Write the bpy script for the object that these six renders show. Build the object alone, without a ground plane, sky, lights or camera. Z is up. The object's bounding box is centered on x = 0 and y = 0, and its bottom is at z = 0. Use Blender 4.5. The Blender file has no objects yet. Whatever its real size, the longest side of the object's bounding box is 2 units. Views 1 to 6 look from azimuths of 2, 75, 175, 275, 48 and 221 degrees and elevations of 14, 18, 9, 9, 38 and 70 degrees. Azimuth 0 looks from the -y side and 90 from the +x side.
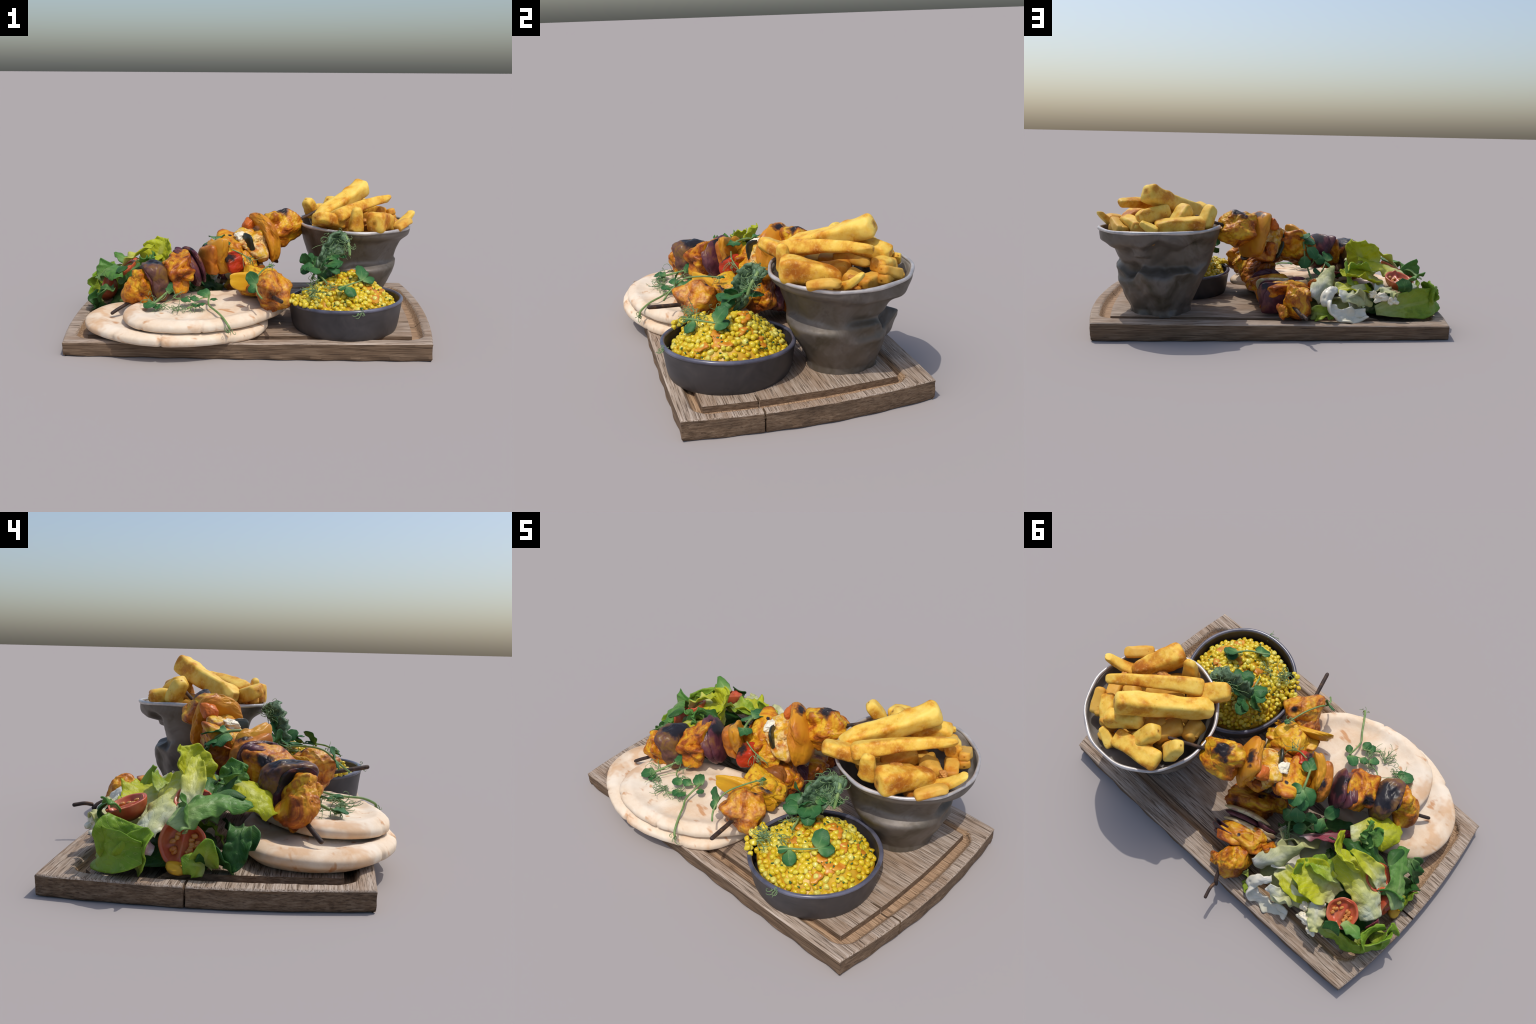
import bpy, math, random
import numpy as np
from mathutils import Vector, Matrix

# ------------------------------------------------------------------ helpers
def V(*a):
    return np.array(a, dtype=float)

def unit(v):
    v = np.asarray(v, float)
    return v / (np.linalg.norm(v) + 1e-12)

def hash3(i, j, k, seed):
    n = (i * 374761393 + j * 668265263 + k * 2147483647 + seed * 974711 + 1013) & 0xffffffff
    n = ((n ^ (n >> 13)) * 1274126177) & 0xffffffff
    n = n ^ (n >> 16)
    return (n & 0xffffff) / float(0xffffff) * 2.0 - 1.0

def vnoise(P, scale=1.0, seed=0):
    """smooth value noise in [-1, 1] on an array of points"""
    Q = np.asarray(P, float) * scale + 97.3
    I = np.floor(Q).astype(np.int64)
    F = Q - I
    F = F * F * F * (F * (F * 6 - 15) + 10)
    out = 0
    for dx in (0, 1):
        wx = F[:, 0] if dx else 1 - F[:, 0]
        for dy in (0, 1):
            wy = F[:, 1] if dy else 1 - F[:, 1]
            for dz in (0, 1):
                wz = F[:, 2] if dz else 1 - F[:, 2]
                out = out + wx * wy * wz * hash3(I[:, 0] + dx, I[:, 1] + dy, I[:, 2] + dz, seed)
    return out

def fbm(P, scale, seed=0, octaves=3, gain=0.5):
    a, s, o = 1.0, 0.0, 0.0
    for q in range(octaves):
        s = s + a * vnoise(P, scale * 2.03 ** q, seed + 17 * q)
        o += a
        a *= gain
    return s / o

def catmull(pts, n):
    P = np.asarray(pts, float)
    if len(P) == 2:
        t = np.linspace(0, 1, n)[:, None]
        return P[0] * (1 - t) + P[1] * t
    P = np.vstack([2 * P[0] - P[1], P, 2 * P[-1] - P[-2]])
    m = len(P) - 3
    out = []
    for t in np.linspace(0, m - 1e-9, n):
        i = int(t); f = t - i
        a, b, c, d = P[i], P[i + 1], P[i + 2], P[i + 3]
        out.append(0.5 * (2 * b + (c - a) * f + (2 * a - 5 * b + 4 * c - d) * f * f
                          + (3 * b - a - 3 * c + d) * f ** 3))
    return np.array(out)

def lerp_list(vals, u):
    """sample a short list of control values smoothly at parameters u in [0,1]"""
    vals = np.asarray(vals, float)
    if vals.ndim == 1:
        c = catmull(np.c_[vals, vals * 0], 200)[:, 0]
    else:
        c = catmull(vals, 200)
    x = np.linspace(0, 1, 200)
    if c.ndim == 1:
        return np.interp(u, x, c)
    return np.stack([np.interp(u, x, c[:, k]) for k in range(c.shape[1])], 1)

SCENE = bpy.context.scene.collection

def add_obj(name, mesh, parent=None, matrix=None):
    ob = bpy.data.objects.new(name, mesh)
    SCENE.objects.link(ob)
    if parent is not None:
        ob.parent = parent
        ob.matrix_parent_inverse = parent.matrix_basis.inverted()
    if matrix is not None:
        ob.matrix_basis = matrix
    return ob

def make_mesh(name, verts, faces, mats, smooth=True, mat_index=None):
    me = bpy.data.meshes.new(name)
    me.from_pydata([tuple(v) for v in np.asarray(verts, float)], [], [tuple(f) for f in faces])
    for m in (mats if isinstance(mats, (list, tuple)) else [mats]):
        me.materials.append(m)
    if smooth:
        me.polygons.foreach_set('use_smooth', [True] * len(me.polygons))
    if mat_index is not None:
        me.polygons.foreach_set('material_index', mat_index)
    me.validate()
    me.update()
    return me

def part(name, verts, faces, mats, parent=None, frame=None, label=None, category=None,
         smooth=True, kind=None, mat_index=None):
    """mesh object from world-space vertices; origin at `frame` (4x4) or at the centroid"""
    verts = np.asarray(verts, float)
    if frame is None:
        frame = np.eye(4)
        frame[:3, 3] = (verts.min(0) + verts.max(0)) / 2
    inv = np.linalg.inv(frame)
    local = verts @ inv[:3, :3].T + inv[:3, 3]
    ob = add_obj(name, make_mesh(name, local, faces, mats, smooth, mat_index), parent, Matrix(frame.tolist()))
    if label:
        ob['label'] = label
        ob['category'] = category
    if kind:
        ob['kind'] = kind
    return ob

def thing(name, loc, label, category):
    e = bpy.data.objects.new(name, None)
    e.location = loc
    e.empty_display_size = 0.05
    SCENE.objects.link(e)
    e.matrix_basis = Matrix.Translation(loc)
    e['label'] = label
    e['category'] = category
    return e

def join_parts(chunks):
    vs, fs, o = [], [], 0
    for v, f in chunks:
        vs.append(np.asarray(v)); fs += [tuple(i + o for i in q) for q in f]; o += len(v)
    return np.vstack(vs), fs

# ------------------------------------------------------------------ solids
_ico = {}
def icosphere(sub):
    if sub not in _ico:
        import bmesh
        bm = bmesh.new()
        bmesh.ops.create_icosphere(bm, subdivisions=sub, radius=1.0)
        bm.verts.ensure_lookup_table()
        v = np.array([tuple(q.co) for q in bm.verts])
        f = [tuple(q.index for q in p.verts) for p in bm.faces]
        bm.free()
        _ico[sub] = (v, f)
    return _ico[sub]

def frame_from(axis, up=(0, 0, 1)):
    """3x3 with x along axis and z as near to `up` as possible (columns)"""
    x = unit(axis)
    y = np.cross(up, x)
    if np.linalg.norm(y) < 1e-3:
        y = np.cross((0, 1, 0), x)
    y = unit(y)
    z = np.cross(x, y)
    return np.stack([x, y, z], 1)

def lump(center, half, R=np.eye(3), seed=0, sub=5, sharp=7, facets=7, rough=0.10, fine=0.03, jitter=0.22,
         cut=(0.82, 1.25), floor=None, wrinkle=0.0):
    """irregular cut chunk: soft intersection of a jittered box and random cut planes"""
    rng = random.Random(seed)
    n, f = icosphere(sub)
    acc = 0
    planes = []
    for k in range(3):
        for s in (-1, 1):
            d = np.zeros(3); d[k] = s
            d = unit(d + V(*[rng.uniform(-jitter, jitter) for _ in range(3)]))
            planes.append((d, rng.uniform(0.86, 1.0)))
    for k in range(facets):
        planes.append((unit(V(*[rng.gauss(0, 1) for _ in range(3)])), rng.uniform(*cut)))
    for d, h in planes:
        acc = acc + np.clip(n @ d / h, 0, None) ** sharp
    r = acc ** (-1.0 / sharp)
    r = r * (1 + rough * fbm(n, 1.5, seed + 3, 2, 0.4) * 1.6 + fine * fbm(n, 5.0, seed + 9, 2) + wrinkle * (0.5 - np.abs(fbm(n, 3.2, seed + 21, 3))))
    P = n * r[:, None]
    P = P / np.abs(P).max(0) * np.asarray(half)
    P = P @ np.asarray(R).T + np.asarray(center)
    if floor is not None:
        P[:, 2] = np.maximum(P[:, 2], floor)
    return P, f

def tube(pts, r, seg=40, ns=24, power=2.0, w=1.0, h=1.0, up=(0, 0, 1), cap=0.5, noise=0.0,
         seed=0, taper=(1, 1), capn=2.4, nscale=20):
    """loft of a superellipse section along a curve with rounded ends.
    cap: length of the rounding in multiples of r"""
    C = catmull(pts, 200)
    L = np.r_[0, np.cumsum(np.linalg.norm(np.diff(C, axis=0), axis=1))]
    tot = L[-1]
    # rings closer at the ends
    s = np.linspace(0, 1, seg)
    s = 0.5 - 0.5 * np.cos(np.pi * s) if cap > 0 else s
    d = s * tot
    P = np.stack([np.interp(d, L, C[:, k]) for k in range(3)], 1)
    T = np.gradient(P, axis=0)
    T /= np.linalg.norm(T, axis=1)[:, None] + 1e-12
    c = max(cap * r, 1e-6)
    e = np.minimum(np.minimum(d, tot - d) / c, 1.0) if cap > 0 else np.ones(seg)
    prof = np.maximum(1 - (1 - e) ** capn, 0) ** (1 / capn)
    tap = taper[0] + (taper[1] - taper[0]) * s if not callable(taper) else taper(s)
    ang = np.linspace(0, 2 * np.pi, ns, endpoint=False)
    ca, sa = np.cos(ang), np.sin(ang)
    k = (np.abs(ca) ** power + np.abs(sa) ** power) ** (-1 / power)
    rings = []
    for i in range(seg):
        x = np.cross(T[i], up)
        if np.linalg.norm(x) < 1e-3:
            x = np.cross(T[i], (0, 1, 0))
        x = unit(x); y = np.cross(x, T[i])
        rr = r * prof[i] * tap[i]
        rings.append(P[i] + rr * k[:, None] * (w * ca[:, None] * x + h * sa[:, None] * y))
    rings = np.array(rings)
    verts = rings.reshape(-1, 3)
    if noise:
        cen = np.repeat(P, ns, 0)
        o = verts - cen
        q = fbm(verts, nscale, seed, 3)
        verts = cen + o * (1 + noise * q)[:, None]
    faces = []
    for i in range(seg - 1):
        for j in range(ns):
            a = i * ns + j; b = i * ns + (j + 1) % ns
            faces.append((a, b, b + ns, a + ns))
    n = len(verts)
    verts = np.vstack([verts, P[0], P[-1]])
    for j in range(ns):
        faces.append((n, (j + 1) % ns, j))
        faces.append((n + 1, (seg - 1) * ns + j, (seg - 1) * ns + (j + 1) % ns))
    return verts, faces

def sheet(grid, thick, edge=0.35):
    """closed thin solid from an (nu, nv, 3) grid; thick may be an (nu, nv) array"""
    nu, nv, _ = grid.shape
    du = np.gradient(grid, axis=0); dv = np.gradient(grid, axis=1)
    N = np.cross(du, dv)
    N /= np.linalg.norm(N, axis=2)[:, :, None] + 1e-12
    t = np.broadcast_to(thick, (nu, nv)).copy()
    t[0, :] *= edge; t[-1, :] *= edge; t[:, 0] *= edge; t[:, -1] *= edge
    A = (grid + N * t[:, :, None] / 2).reshape(-1, 3)
    B = (grid - N * t[:, :, None] / 2).reshape(-1, 3)
    m = nu * nv
    F = []
    for i in range(nu - 1):
        for j in range(nv - 1):
            a = i * nv + j
            F.append((a, a + nv, a + nv + 1, a + 1))
            F.append((m + a, m + a + 1, m + a + nv + 1, m + a + nv))
    border = [(0, j) for j in range(nv)] + [(i, nv - 1) for i in range(1, nu)] + \
             [(nu - 1, j) for j in range(nv - 2, -1, -1)] + [(i, 0) for i in range(nu - 2, 0, -1)]
    ids = [i * nv + j for i, j in border]
    for p, q in zip(ids, ids[1:] + ids[:1]):
        F.append((p, q, m + q, m + p))
    return np.vstack([A, B]), F

def leaf_grid(spine, widths, side, cup=0.0, ruffle=0.0, freq=5, crinkle=0.0, seed=0, nu=44, nv=25,
              fold=0.0, cscale=22):
    u = np.linspace(0, 1, nu)
    S = catmull(spine, 200)
    L = np.r_[0, np.cumsum(np.linalg.norm(np.diff(S, axis=0), axis=1))]
    S = np.stack([np.interp(u * L[-1], L, S[:, k]) for k in range(3)], 1)
    T = np.gradient(S, axis=0); T /= np.linalg.norm(T, axis=1)[:, None] + 1e-12
    side = np.asarray(side, float)
    if side.ndim == 1 or len(side) == 1:
        side = side.reshape(3)
        side = np.repeat(side[None], 2, 0)
    sd = lerp_list(side, u)
    sd = sd - T * np.sum(sd * T, 1)[:, None]
    sd /= np.linalg.norm(sd, axis=1)[:, None] + 1e-12
    N = np.cross(T, sd)
    W = np.clip(lerp_list(widths, u), 0.002, None)
    v = np.linspace(-1, 1, nv)
    rng = random.Random(seed)
    ph1, ph2 = rng.uniform(0, 6.28), rng.uniform(0, 6.28)
    # wave of the free margins: an extra arc of edge length thrown up and down
    wl = np.sin(2 * np.pi * freq * u + ph1) + 0.5 * np.sin(2 * np.pi * freq * 1.73 * u + ph2)
    wr = np.sin(2 * np.pi * freq * 0.91 * u + ph2) + 0.5 * np.sin(2 * np.pi * freq * 1.6 * u + ph1)
    G = np.zeros((nu, nv, 3))
    for j, x in enumerate(v):
        wave = (wl if x < 0 else wr) * abs(x) ** 2.2 * ruffle
        wob = 1 + 0.04 * (wr if x < 0 else wl) * abs(x) * (ruffle > 0)
        cu = cup * x * x
        th = 1.0 / math.sqrt(1 + (1.3 * cup) ** 2)
        G[:, j] = S + sd * (W * x * th * wob)[:, None] + N * (W * (cu + fold * abs(x)) + wave)[:, None]
    if crinkle:
        fl = G.reshape(-1, 3)
        q = fbm(fl, cscale, seed + 5, 3)
        q = np.abs(q) * 2 - 0.6
        G = G + np.repeat(N[:, None], nv, 1) * (crinkle * q.reshape(nu, nv))[:, :, None]
    mid = nu // 2
    Rm = np.stack([unit(sd[mid] - unit(S[-1] - S[0]) * (sd[mid] @ unit(S[-1] - S[0]))), unit(S[-1] - S[0])], 1)
    z = np.cross(Rm[:, 0], Rm[:, 1])
    fr = np.eye(4); fr[:3, 0] = Rm[:, 0]; fr[:3, 1] = Rm[:, 1]; fr[:3, 2] = z; fr[:3, 3] = S[0]
    return G, fr

def leaf(name, spine, widths, side, mat, parent, thick=0.006, **kw):
    G, fr = leaf_grid(spine, widths, side, **kw)
    v, f = sheet(G, thick)
    return part(name, v, f, mat, parent, fr)

# ------------------------------------------------------------------ material kit
class Mat:
    def __init__(self, name):
        self.m = bpy.data.materials.new(name)
        self.m.use_nodes = True
        self.nt = self.m.node_tree
        self.b = self.nt.nodes['Principled BSDF']
        self.out = self.nt.nodes['Material Output']
        self.tc = self.nt.nodes.new('ShaderNodeTexCoord')
    def n(self, t):
        return self.nt.nodes.new(t)
    def link(self, a, b):
        self.nt.links.new(a, b)
    def put(self, sock, v):
        if isinstance(v, bpy.types.NodeSocket):
            self.link(v, sock)
        elif isinstance(v, (tuple, list)) and len(v) == 3 and sock.type == 'RGBA':
            sock.default_value = (*v, 1)
        else:
            sock.default_value = v
    def coord(self, scale=(1, 1, 1), kind='Object', loc=(0, 0, 0), rot=(0, 0, 0)):
        mp = self.n('ShaderNodeMapping')
        self.link(self.tc.outputs[kind], mp.inputs['Vector'])
        mp.inputs['Scale'].default_value = scale
        mp.inputs['Location'].default_value = loc
        mp.inputs['Rotation'].default_value = rot
        return mp.outputs[0]
    def noise(self, scale, detail=3, rough=0.55, vec=None, dist=0.0):
        t = self.n('ShaderNodeTexNoise')
        self.link(vec or self.tc.outputs['Object'], t.inputs['Vector'])
        t.inputs['Scale'].default_value = scale
        t.inputs['Detail'].default_value = detail
        t.inputs['Roughness'].default_value = rough
        t.inputs['Distortion'].default_value = dist
        return t.outputs['Fac']
    def voronoi(self, scale, feature='F1', vec=None, rand=1.0):
        t = self.n('ShaderNodeTexVoronoi')
        t.feature = feature
        self.link(vec or self.tc.outputs['Object'], t.inputs['Vector'])
        t.inputs['Scale'].default_value = scale
        t.inputs['Randomness'].default_value = rand
        return t.outputs['Distance']
    def wave(self, scale, dist=2, detail=2, dscale=1, vec=None, dirn='X'):
        t = self.n('ShaderNodeTexWave')
        t.bands_direction = dirn
        self.link(vec or self.tc.outputs['Object'], t.inputs['Vector'])
        t.inputs['Scale'].default_value = scale
        t.inputs['Distortion'].default_value = dist
        t.inputs['Detail'].default_value = detail
        t.inputs['Detail Scale'].default_value = dscale
        return t.outputs['Fac']
    def step(self, fac, a, b):
        """smooth 0->1 between a and b (or 1->0 when a > b)"""
        r = self.n('ShaderNodeMapRange')
        r.interpolation_type = 'SMOOTHSTEP'
        self.put(r.inputs['Value'], fac)
        if a <= b:
            vals = (a, b, 0, 1)
        else:
            vals = (b, a, 1, 0)
        for k, v in zip(('From Min', 'From Max', 'To Min', 'To Max'), vals):
            r.inputs[k].default_value = v
        return r.outputs[0]
    def math(self, op, a, b=0.0):
        t = self.n('ShaderNodeMath')
        t.operation = op
        self.put(t.inputs[0], a); self.put(t.inputs[1], b)
        return t.outputs[0]
    def ramp(self, fac, stops):
        r = self.n('ShaderNodeValToRGB')
        self.put(r.inputs[0], fac)
        el = r.color_ramp.elements
        while len(el) < len(stops):
            el.new(0.5)
        for e, (p, c) in zip(el, stops):
            e.position = p
            e.color = (*c, 1)
        return r.outputs[0]
    def mix(self, fac, a, b, mode='MIX'):
        t = self.n('ShaderNodeMix')
        t.data_type = 'RGBA'; t.blend_type = mode
        self.put(t.inputs[0], fac); self.put(t.inputs[6], a); self.put(t.inputs[7], b)
        return t.outputs[2]
    def sep(self, vec):
        t = self.n('ShaderNodeSeparateXYZ')
        self.link(vec, t.inputs[0])
        return t.outputs
    def dist(self, p):
        t = self.n('ShaderNodeVectorMath'); t.operation = 'DISTANCE'
        self.link(self.tc.outputs['Object'], t.inputs[0])
        t.inputs[1].default_value = tuple(p)
        return t.outputs['Value']
    def rand(self):
        return self.n('ShaderNodeObjectInfo').outputs['Random']
    def done(self, color, rough=0.5, bump=None, strength=0.3, bdist=0.003, spec=0.4, translucent=0.0, sss=0.0,
             metallic=0.0, coat=0.0):
        self.put(self.b.inputs['Base Color'], color)
        self.put(self.b.inputs['Roughness'], rough)
        self.put(self.b.inputs['Metallic'], metallic)
        self.b.inputs['Specular IOR Level'].default_value = spec
        if coat:
            self.b.inputs['Coat Weight'].default_value = coat
            self.b.inputs['Coat Roughness'].default_value = 0.2
        if sss:
            self.b.inputs['Subsurface Weight'].default_value = sss
            self.b.inputs['Subsurface Radius'].default_value = (0.02, 0.012, 0.004)
            self.b.inputs['Subsurface Scale'].default_value = 0.5
        if bump is not None:
            bp = self.n('ShaderNodeBump')
            bp.inputs['Strength'].default_value = strength
            bp.inputs['Distance'].default_value = bdist
            self.put(bp.inputs['Height'], bump)
            self.link(bp.outputs[0], self.b.inputs['Normal'])
        if translucent:
            tr = self.n('ShaderNodeBsdfTranslucent')
            self.put(tr.inputs[0], color)
            mx = self.n('ShaderNodeMixShader')
            mx.inputs[0].default_value = translucent
            self.link(self.b.outputs[0], mx.inputs[1])
            self.link(tr.outputs[0], mx.inputs[2])
            self.link(mx.outputs[0], self.out.inputs[0])
        return self.m

# ------------------------------------------------------------------ materials
def m_wood(name='weathered_oak', tone='top'):
    m = Mat(name)
    cs = (0.5, 3.0, 17) if tone == 'side' else (0.5, 15, 15)
    g = m.noise(9, 5, 0.62, m.coord(cs), 0.15)
    fine = m.noise(30, 3, 0.6, m.coord((0.30, 1.6, 11) if tone == 'side' else (0.30, 9, 9)))
    blot = m.noise(3.2, 3, 0.6, m.coord((1, 2.2, 2)))
    lines = m.step(fine, 0.45, 0.34)
    if tone == 'top':       # worn, bleached grey-tan
        c = m.ramp(g, [(0.25, (0.13, 0.085, 0.055)), (0.42, (0.29, 0.215, 0.155)), (0.58, (0.44, 0.35, 0.275)), (0.8, (0.57, 0.485, 0.41))])
        c = m.mix(m.math('MULTIPLY', m.step(blot, 0.46, 0.66), 0.55), c, (0.27, 0.17, 0.10))
    elif tone == 'groove':  # less worn floor of the juice groove keeps its oak colour
        c = m.ramp(g, [(0.25, (0.15, 0.085, 0.045)), (0.45, (0.32, 0.20, 0.115)), (0.62, (0.46, 0.31, 0.19)), (0.8, (0.52, 0.38, 0.26))])
    else:                   # oiled brown sides
        c = m.ramp(g, [(0.28, (0.075, 0.045, 0.026)), (0.5, (0.175, 0.112, 0.068)), (0.75, (0.27, 0.19, 0.125))])
        c = m.mix(m.math('MULTIPLY', m.step(blot, 0.5, 0.7), 0.4), c, (0.085, 0.055, 0.036))
    c = m.mix(m.math('MULTIPLY', lines, 0.85), c, (0.075, 0.047, 0.030))
    h = m.math('SUBTRACT', g, m.math('MULTIPLY', lines, 0.6))
    return m.done(c, 0.75, h, 0.55, 0.004, spec=0.2)

def m_chip(warm=0.0):
    m = Mat('fried_potato')
    big = m.noise(9, 4, 0.6)
    fine = m.noise(55, 4, 0.65)
    r = m.rand()
    f = m.math('ADD', big, m.math('MULTIPLY', m.math('SUBTRACT', r, 0.5), 0.16))
    c = m.ramp(f, [(0.34, (0.85, 0.61, 0.13)), (0.48, (0.78, 0.47, 0.065)), (0.58, (0.62, 0.27, 0.024)), (0.70, (0.40, 0.12, 0.010))])
    geo = m.n('ShaderNodeNewGeometry')
    edge = m.step(m.math('ADD', geo.outputs['Pointiness'], m.math('MULTIPLY', m.math('SUBTRACT', fine, 0.5), 0.07)), 0.506, 0.555)
    c = m.mix(m.math('MULTIPLY', edge, 0.6), c, (0.54, 0.20, 0.018))
    c = m.mix(m.math('MULTIPLY', m.step(fine, 0.50, 0.7), 0.30), c, (0.85, 0.62, 0.22))
    if warm:
        c = m.mix(warm, c, (0.48, 0.17, 0.02))  # orange-brown tint paints the shade on fries deep in the bucket
    speck = m.step(m.voronoi(26), 0.085, 0.045)
    c = m.mix(m.math('MULTIPLY', speck, 0.6), c, (0.32, 0.12, 0.02))
    return m.done(c, 0.5, m.math('ADD', big, m.math('MULTIPLY', fine, 0.5)), 0.4, 0.004, spec=0.2, sss=0.10)

def m_chicken(name='grilled_chicken', char=(), hue=0.0, pale=0.0):
    """turmeric-marinated meat; char = list of (local point, radius)"""
    m = Mat(name)
    big = m.noise(9, 4, 0.58, dist=1.0)
    mid = m.noise(24, 4, 0.62)
    fine = m.noise(85, 3, 0.6)
    f = m.math('ADD', m.math('MULTIPLY', m.math('SUBTRACT', big, 0.5), 1.35), 0.525 + hue)
    c = m.ramp(f, [(0.31, (0.68, 0.40, 0.022)), (0.44, (0.61, 0.27, 0.010)), (0.54, (0.50, 0.155, 0.008)), (0.64, (0.27, 0.058, 0.006)), (0.78, (0.065, 0.016, 0.007))])  # deep browns carry baked occlusion shading of the side facets as mottling
    if pale:
        c = m.mix(m.math('MULTIPLY', m.step(mid, 0.42, 0.6), pale), c, (0.80, 0.62, 0.28))
    c = m.mix(m.math('MULTIPLY', m.step(mid, 0.56, 0.72), 0.65), c, (0.30, 0.06, 0.008))
    c = m.mix(m.math('MULTIPLY', m.step(fine, 0.55, 0.7), 0.25), c, (0.70, 0.38, 0.05))
    geo = m.n('ShaderNodeNewGeometry')
    ridge = m.step(m.math('ADD', geo.outputs['Pointiness'], m.math('MULTIPLY', m.math('SUBTRACT', mid, 0.5), 0.10)), 0.508, 0.55)
    c = m.mix(m.math('MULTIPLY', ridge, 0.75), c, (0.30, 0.065, 0.007))
    speck = m.step(m.math('ADD', m.voronoi(17), m.math('MULTIPLY', fine, 0.06)), 0.10, 0.055)
    c = m.mix(m.math('MULTIPLY', speck, 0.85), c, (0.03, 0.016, 0.012))
    for p, r in char:
        k = 0.62 if r < 0.017 else 1.15
        d = m.math('ADD', m.dist(p), m.math('MULTIPLY', m.math('SUBTRACT', mid, 0.5), r * 1.8))
        d = m.math('ADD', d, m.math('MULTIPLY', m.math('SUBTRACT', m.noise(13, 2, 0.5), 0.5), r * 2.6))
        c = m.mix(m.math('MULTIPLY', m.step(d, r * 1.25 * k, r * 0.75 * k), 0.85), c, (0.13, 0.028, 0.010))
        c = m.mix(m.step(d, r * 0.90 * k, r * 0.50 * k), c, (0.022, 0.016, 0.018))
    h = m.math('ADD', m.math('MULTIPLY', mid, 1.0), m.math('MULTIPLY', fine, 0.35))
    return m.done(c, 0.42, h, 0.45, 0.005, spec=0.28, sss=0.03)

def m_pepper(name, a, b, char=()):
    m = Mat(name)
    n1 = m.noise(10, 4, 0.6, dist=0.5)
    n2 = m.noise(45, 3, 0.6)
    c = m.ramp(n1, [(0.3, a), (0.52, tuple(0.6 * x + 0.4 * y for x, y in zip(a, b))), (0.72, b)])
    geo = m.n('ShaderNodeNewGeometry')
    rim = m.step(m.math('ADD', geo.outputs['Pointiness'], m.math('MULTIPLY', m.math('SUBTRACT', n1, 0.5), 0.16)), 0.515, 0.58)
    c = m.mix(m.math('MULTIPLY', rim, 0.8), c, (0.10, 0.022, 0.008))
    for p, r in char:
        d = m.math('ADD', m.dist(p), m.math('MULTIPLY', m.math('SUBTRACT', n2, 0.5), r * 1.2))
        d = m.math('ADD', d, m.math('MULTIPLY', m.math('SUBTRACT', n1, 0.5), r * 2.6))
        c = m.mix(m.math('MULTIPLY', m.step(d, r * 1.3, r * 0.9), 0.8), c, (0.12, 0.03, 0.010))
        c = m.mix(m.step(d, r, r * 0.6), c, (0.022, 0.015, 0.016))
    return m.done(c, 0.38, n2, 0.3, 0.003, spec=0.3, sss=0.04)

def m_onion(name='red_onion', char=(), pale=False, brown=False):
    m = Mat(name)
    fib = m.noise(14, 4, 0.6, m.coord((1, 1, 1)), 0.6)
    n2 = m.noise(50, 3, 0.6)
    if pale:
        c = m.ramp(fib, [(0.3, (0.55, 0.42, 0.16)), (0.5, (0.62, 0.52, 0.30)), (0.62, (0.30, 0.09, 0.08)), (0.75, (0.13, 0.03, 0.05))])
    elif brown:
        c = m.ramp(fib, [(0.28, (0.050, 0.022, 0.022)), (0.46, (0.13, 0.055, 0.040)), (0.57, (0.19, 0.095, 0.022)), (0.70, (0.12, 0.045, 0.045))])
    else:
        c = m.ramp(fib, [(0.28, (0.035, 0.012, 0.015)), (0.46, (0.085, 0.024, 0.036)), (0.57, (0.13, 0.042, 0.048)), (0.70, (0.22, 0.095, 0.03))])
    for p, r in char:
        d = m.math('ADD', m.dist(p), m.math('MULTIPLY', m.math('SUBTRACT', fib, 0.5), r * 1.8))
        c = m.mix(m.step(d, r * 1.05, r * 0.6), c, (0.018, 0.016, 0.020))
    return m.done(c, 0.36, m.math('ADD', fib, m.math('MULTIPLY', n2, 0.3)), 0.4, 0.004, spec=0.3)

def m_courgette():
    m = Mat('grilled_courgette')
    n1 = m.noise(14, 4, 0.6)
    d = m.math('ADD', m.dist((0, 0, 0)), m.math('MULTIPLY', m.math('SUBTRACT', n1, 0.5), 0.03))
    c = m.ramp(n1, [(0.3, (0.40, 0.38, 0.06)), (0.55, (0.28, 0.28, 0.03)), (0.75, (0.15, 0.13, 0.015))])
    c = m.mix(m.step(d, 0.066, 0.086), c, (0.018, 0.022, 0.012))
    return m.done(c, 0.35, n1, 0.3, 0.004, spec=0.5)

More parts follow.
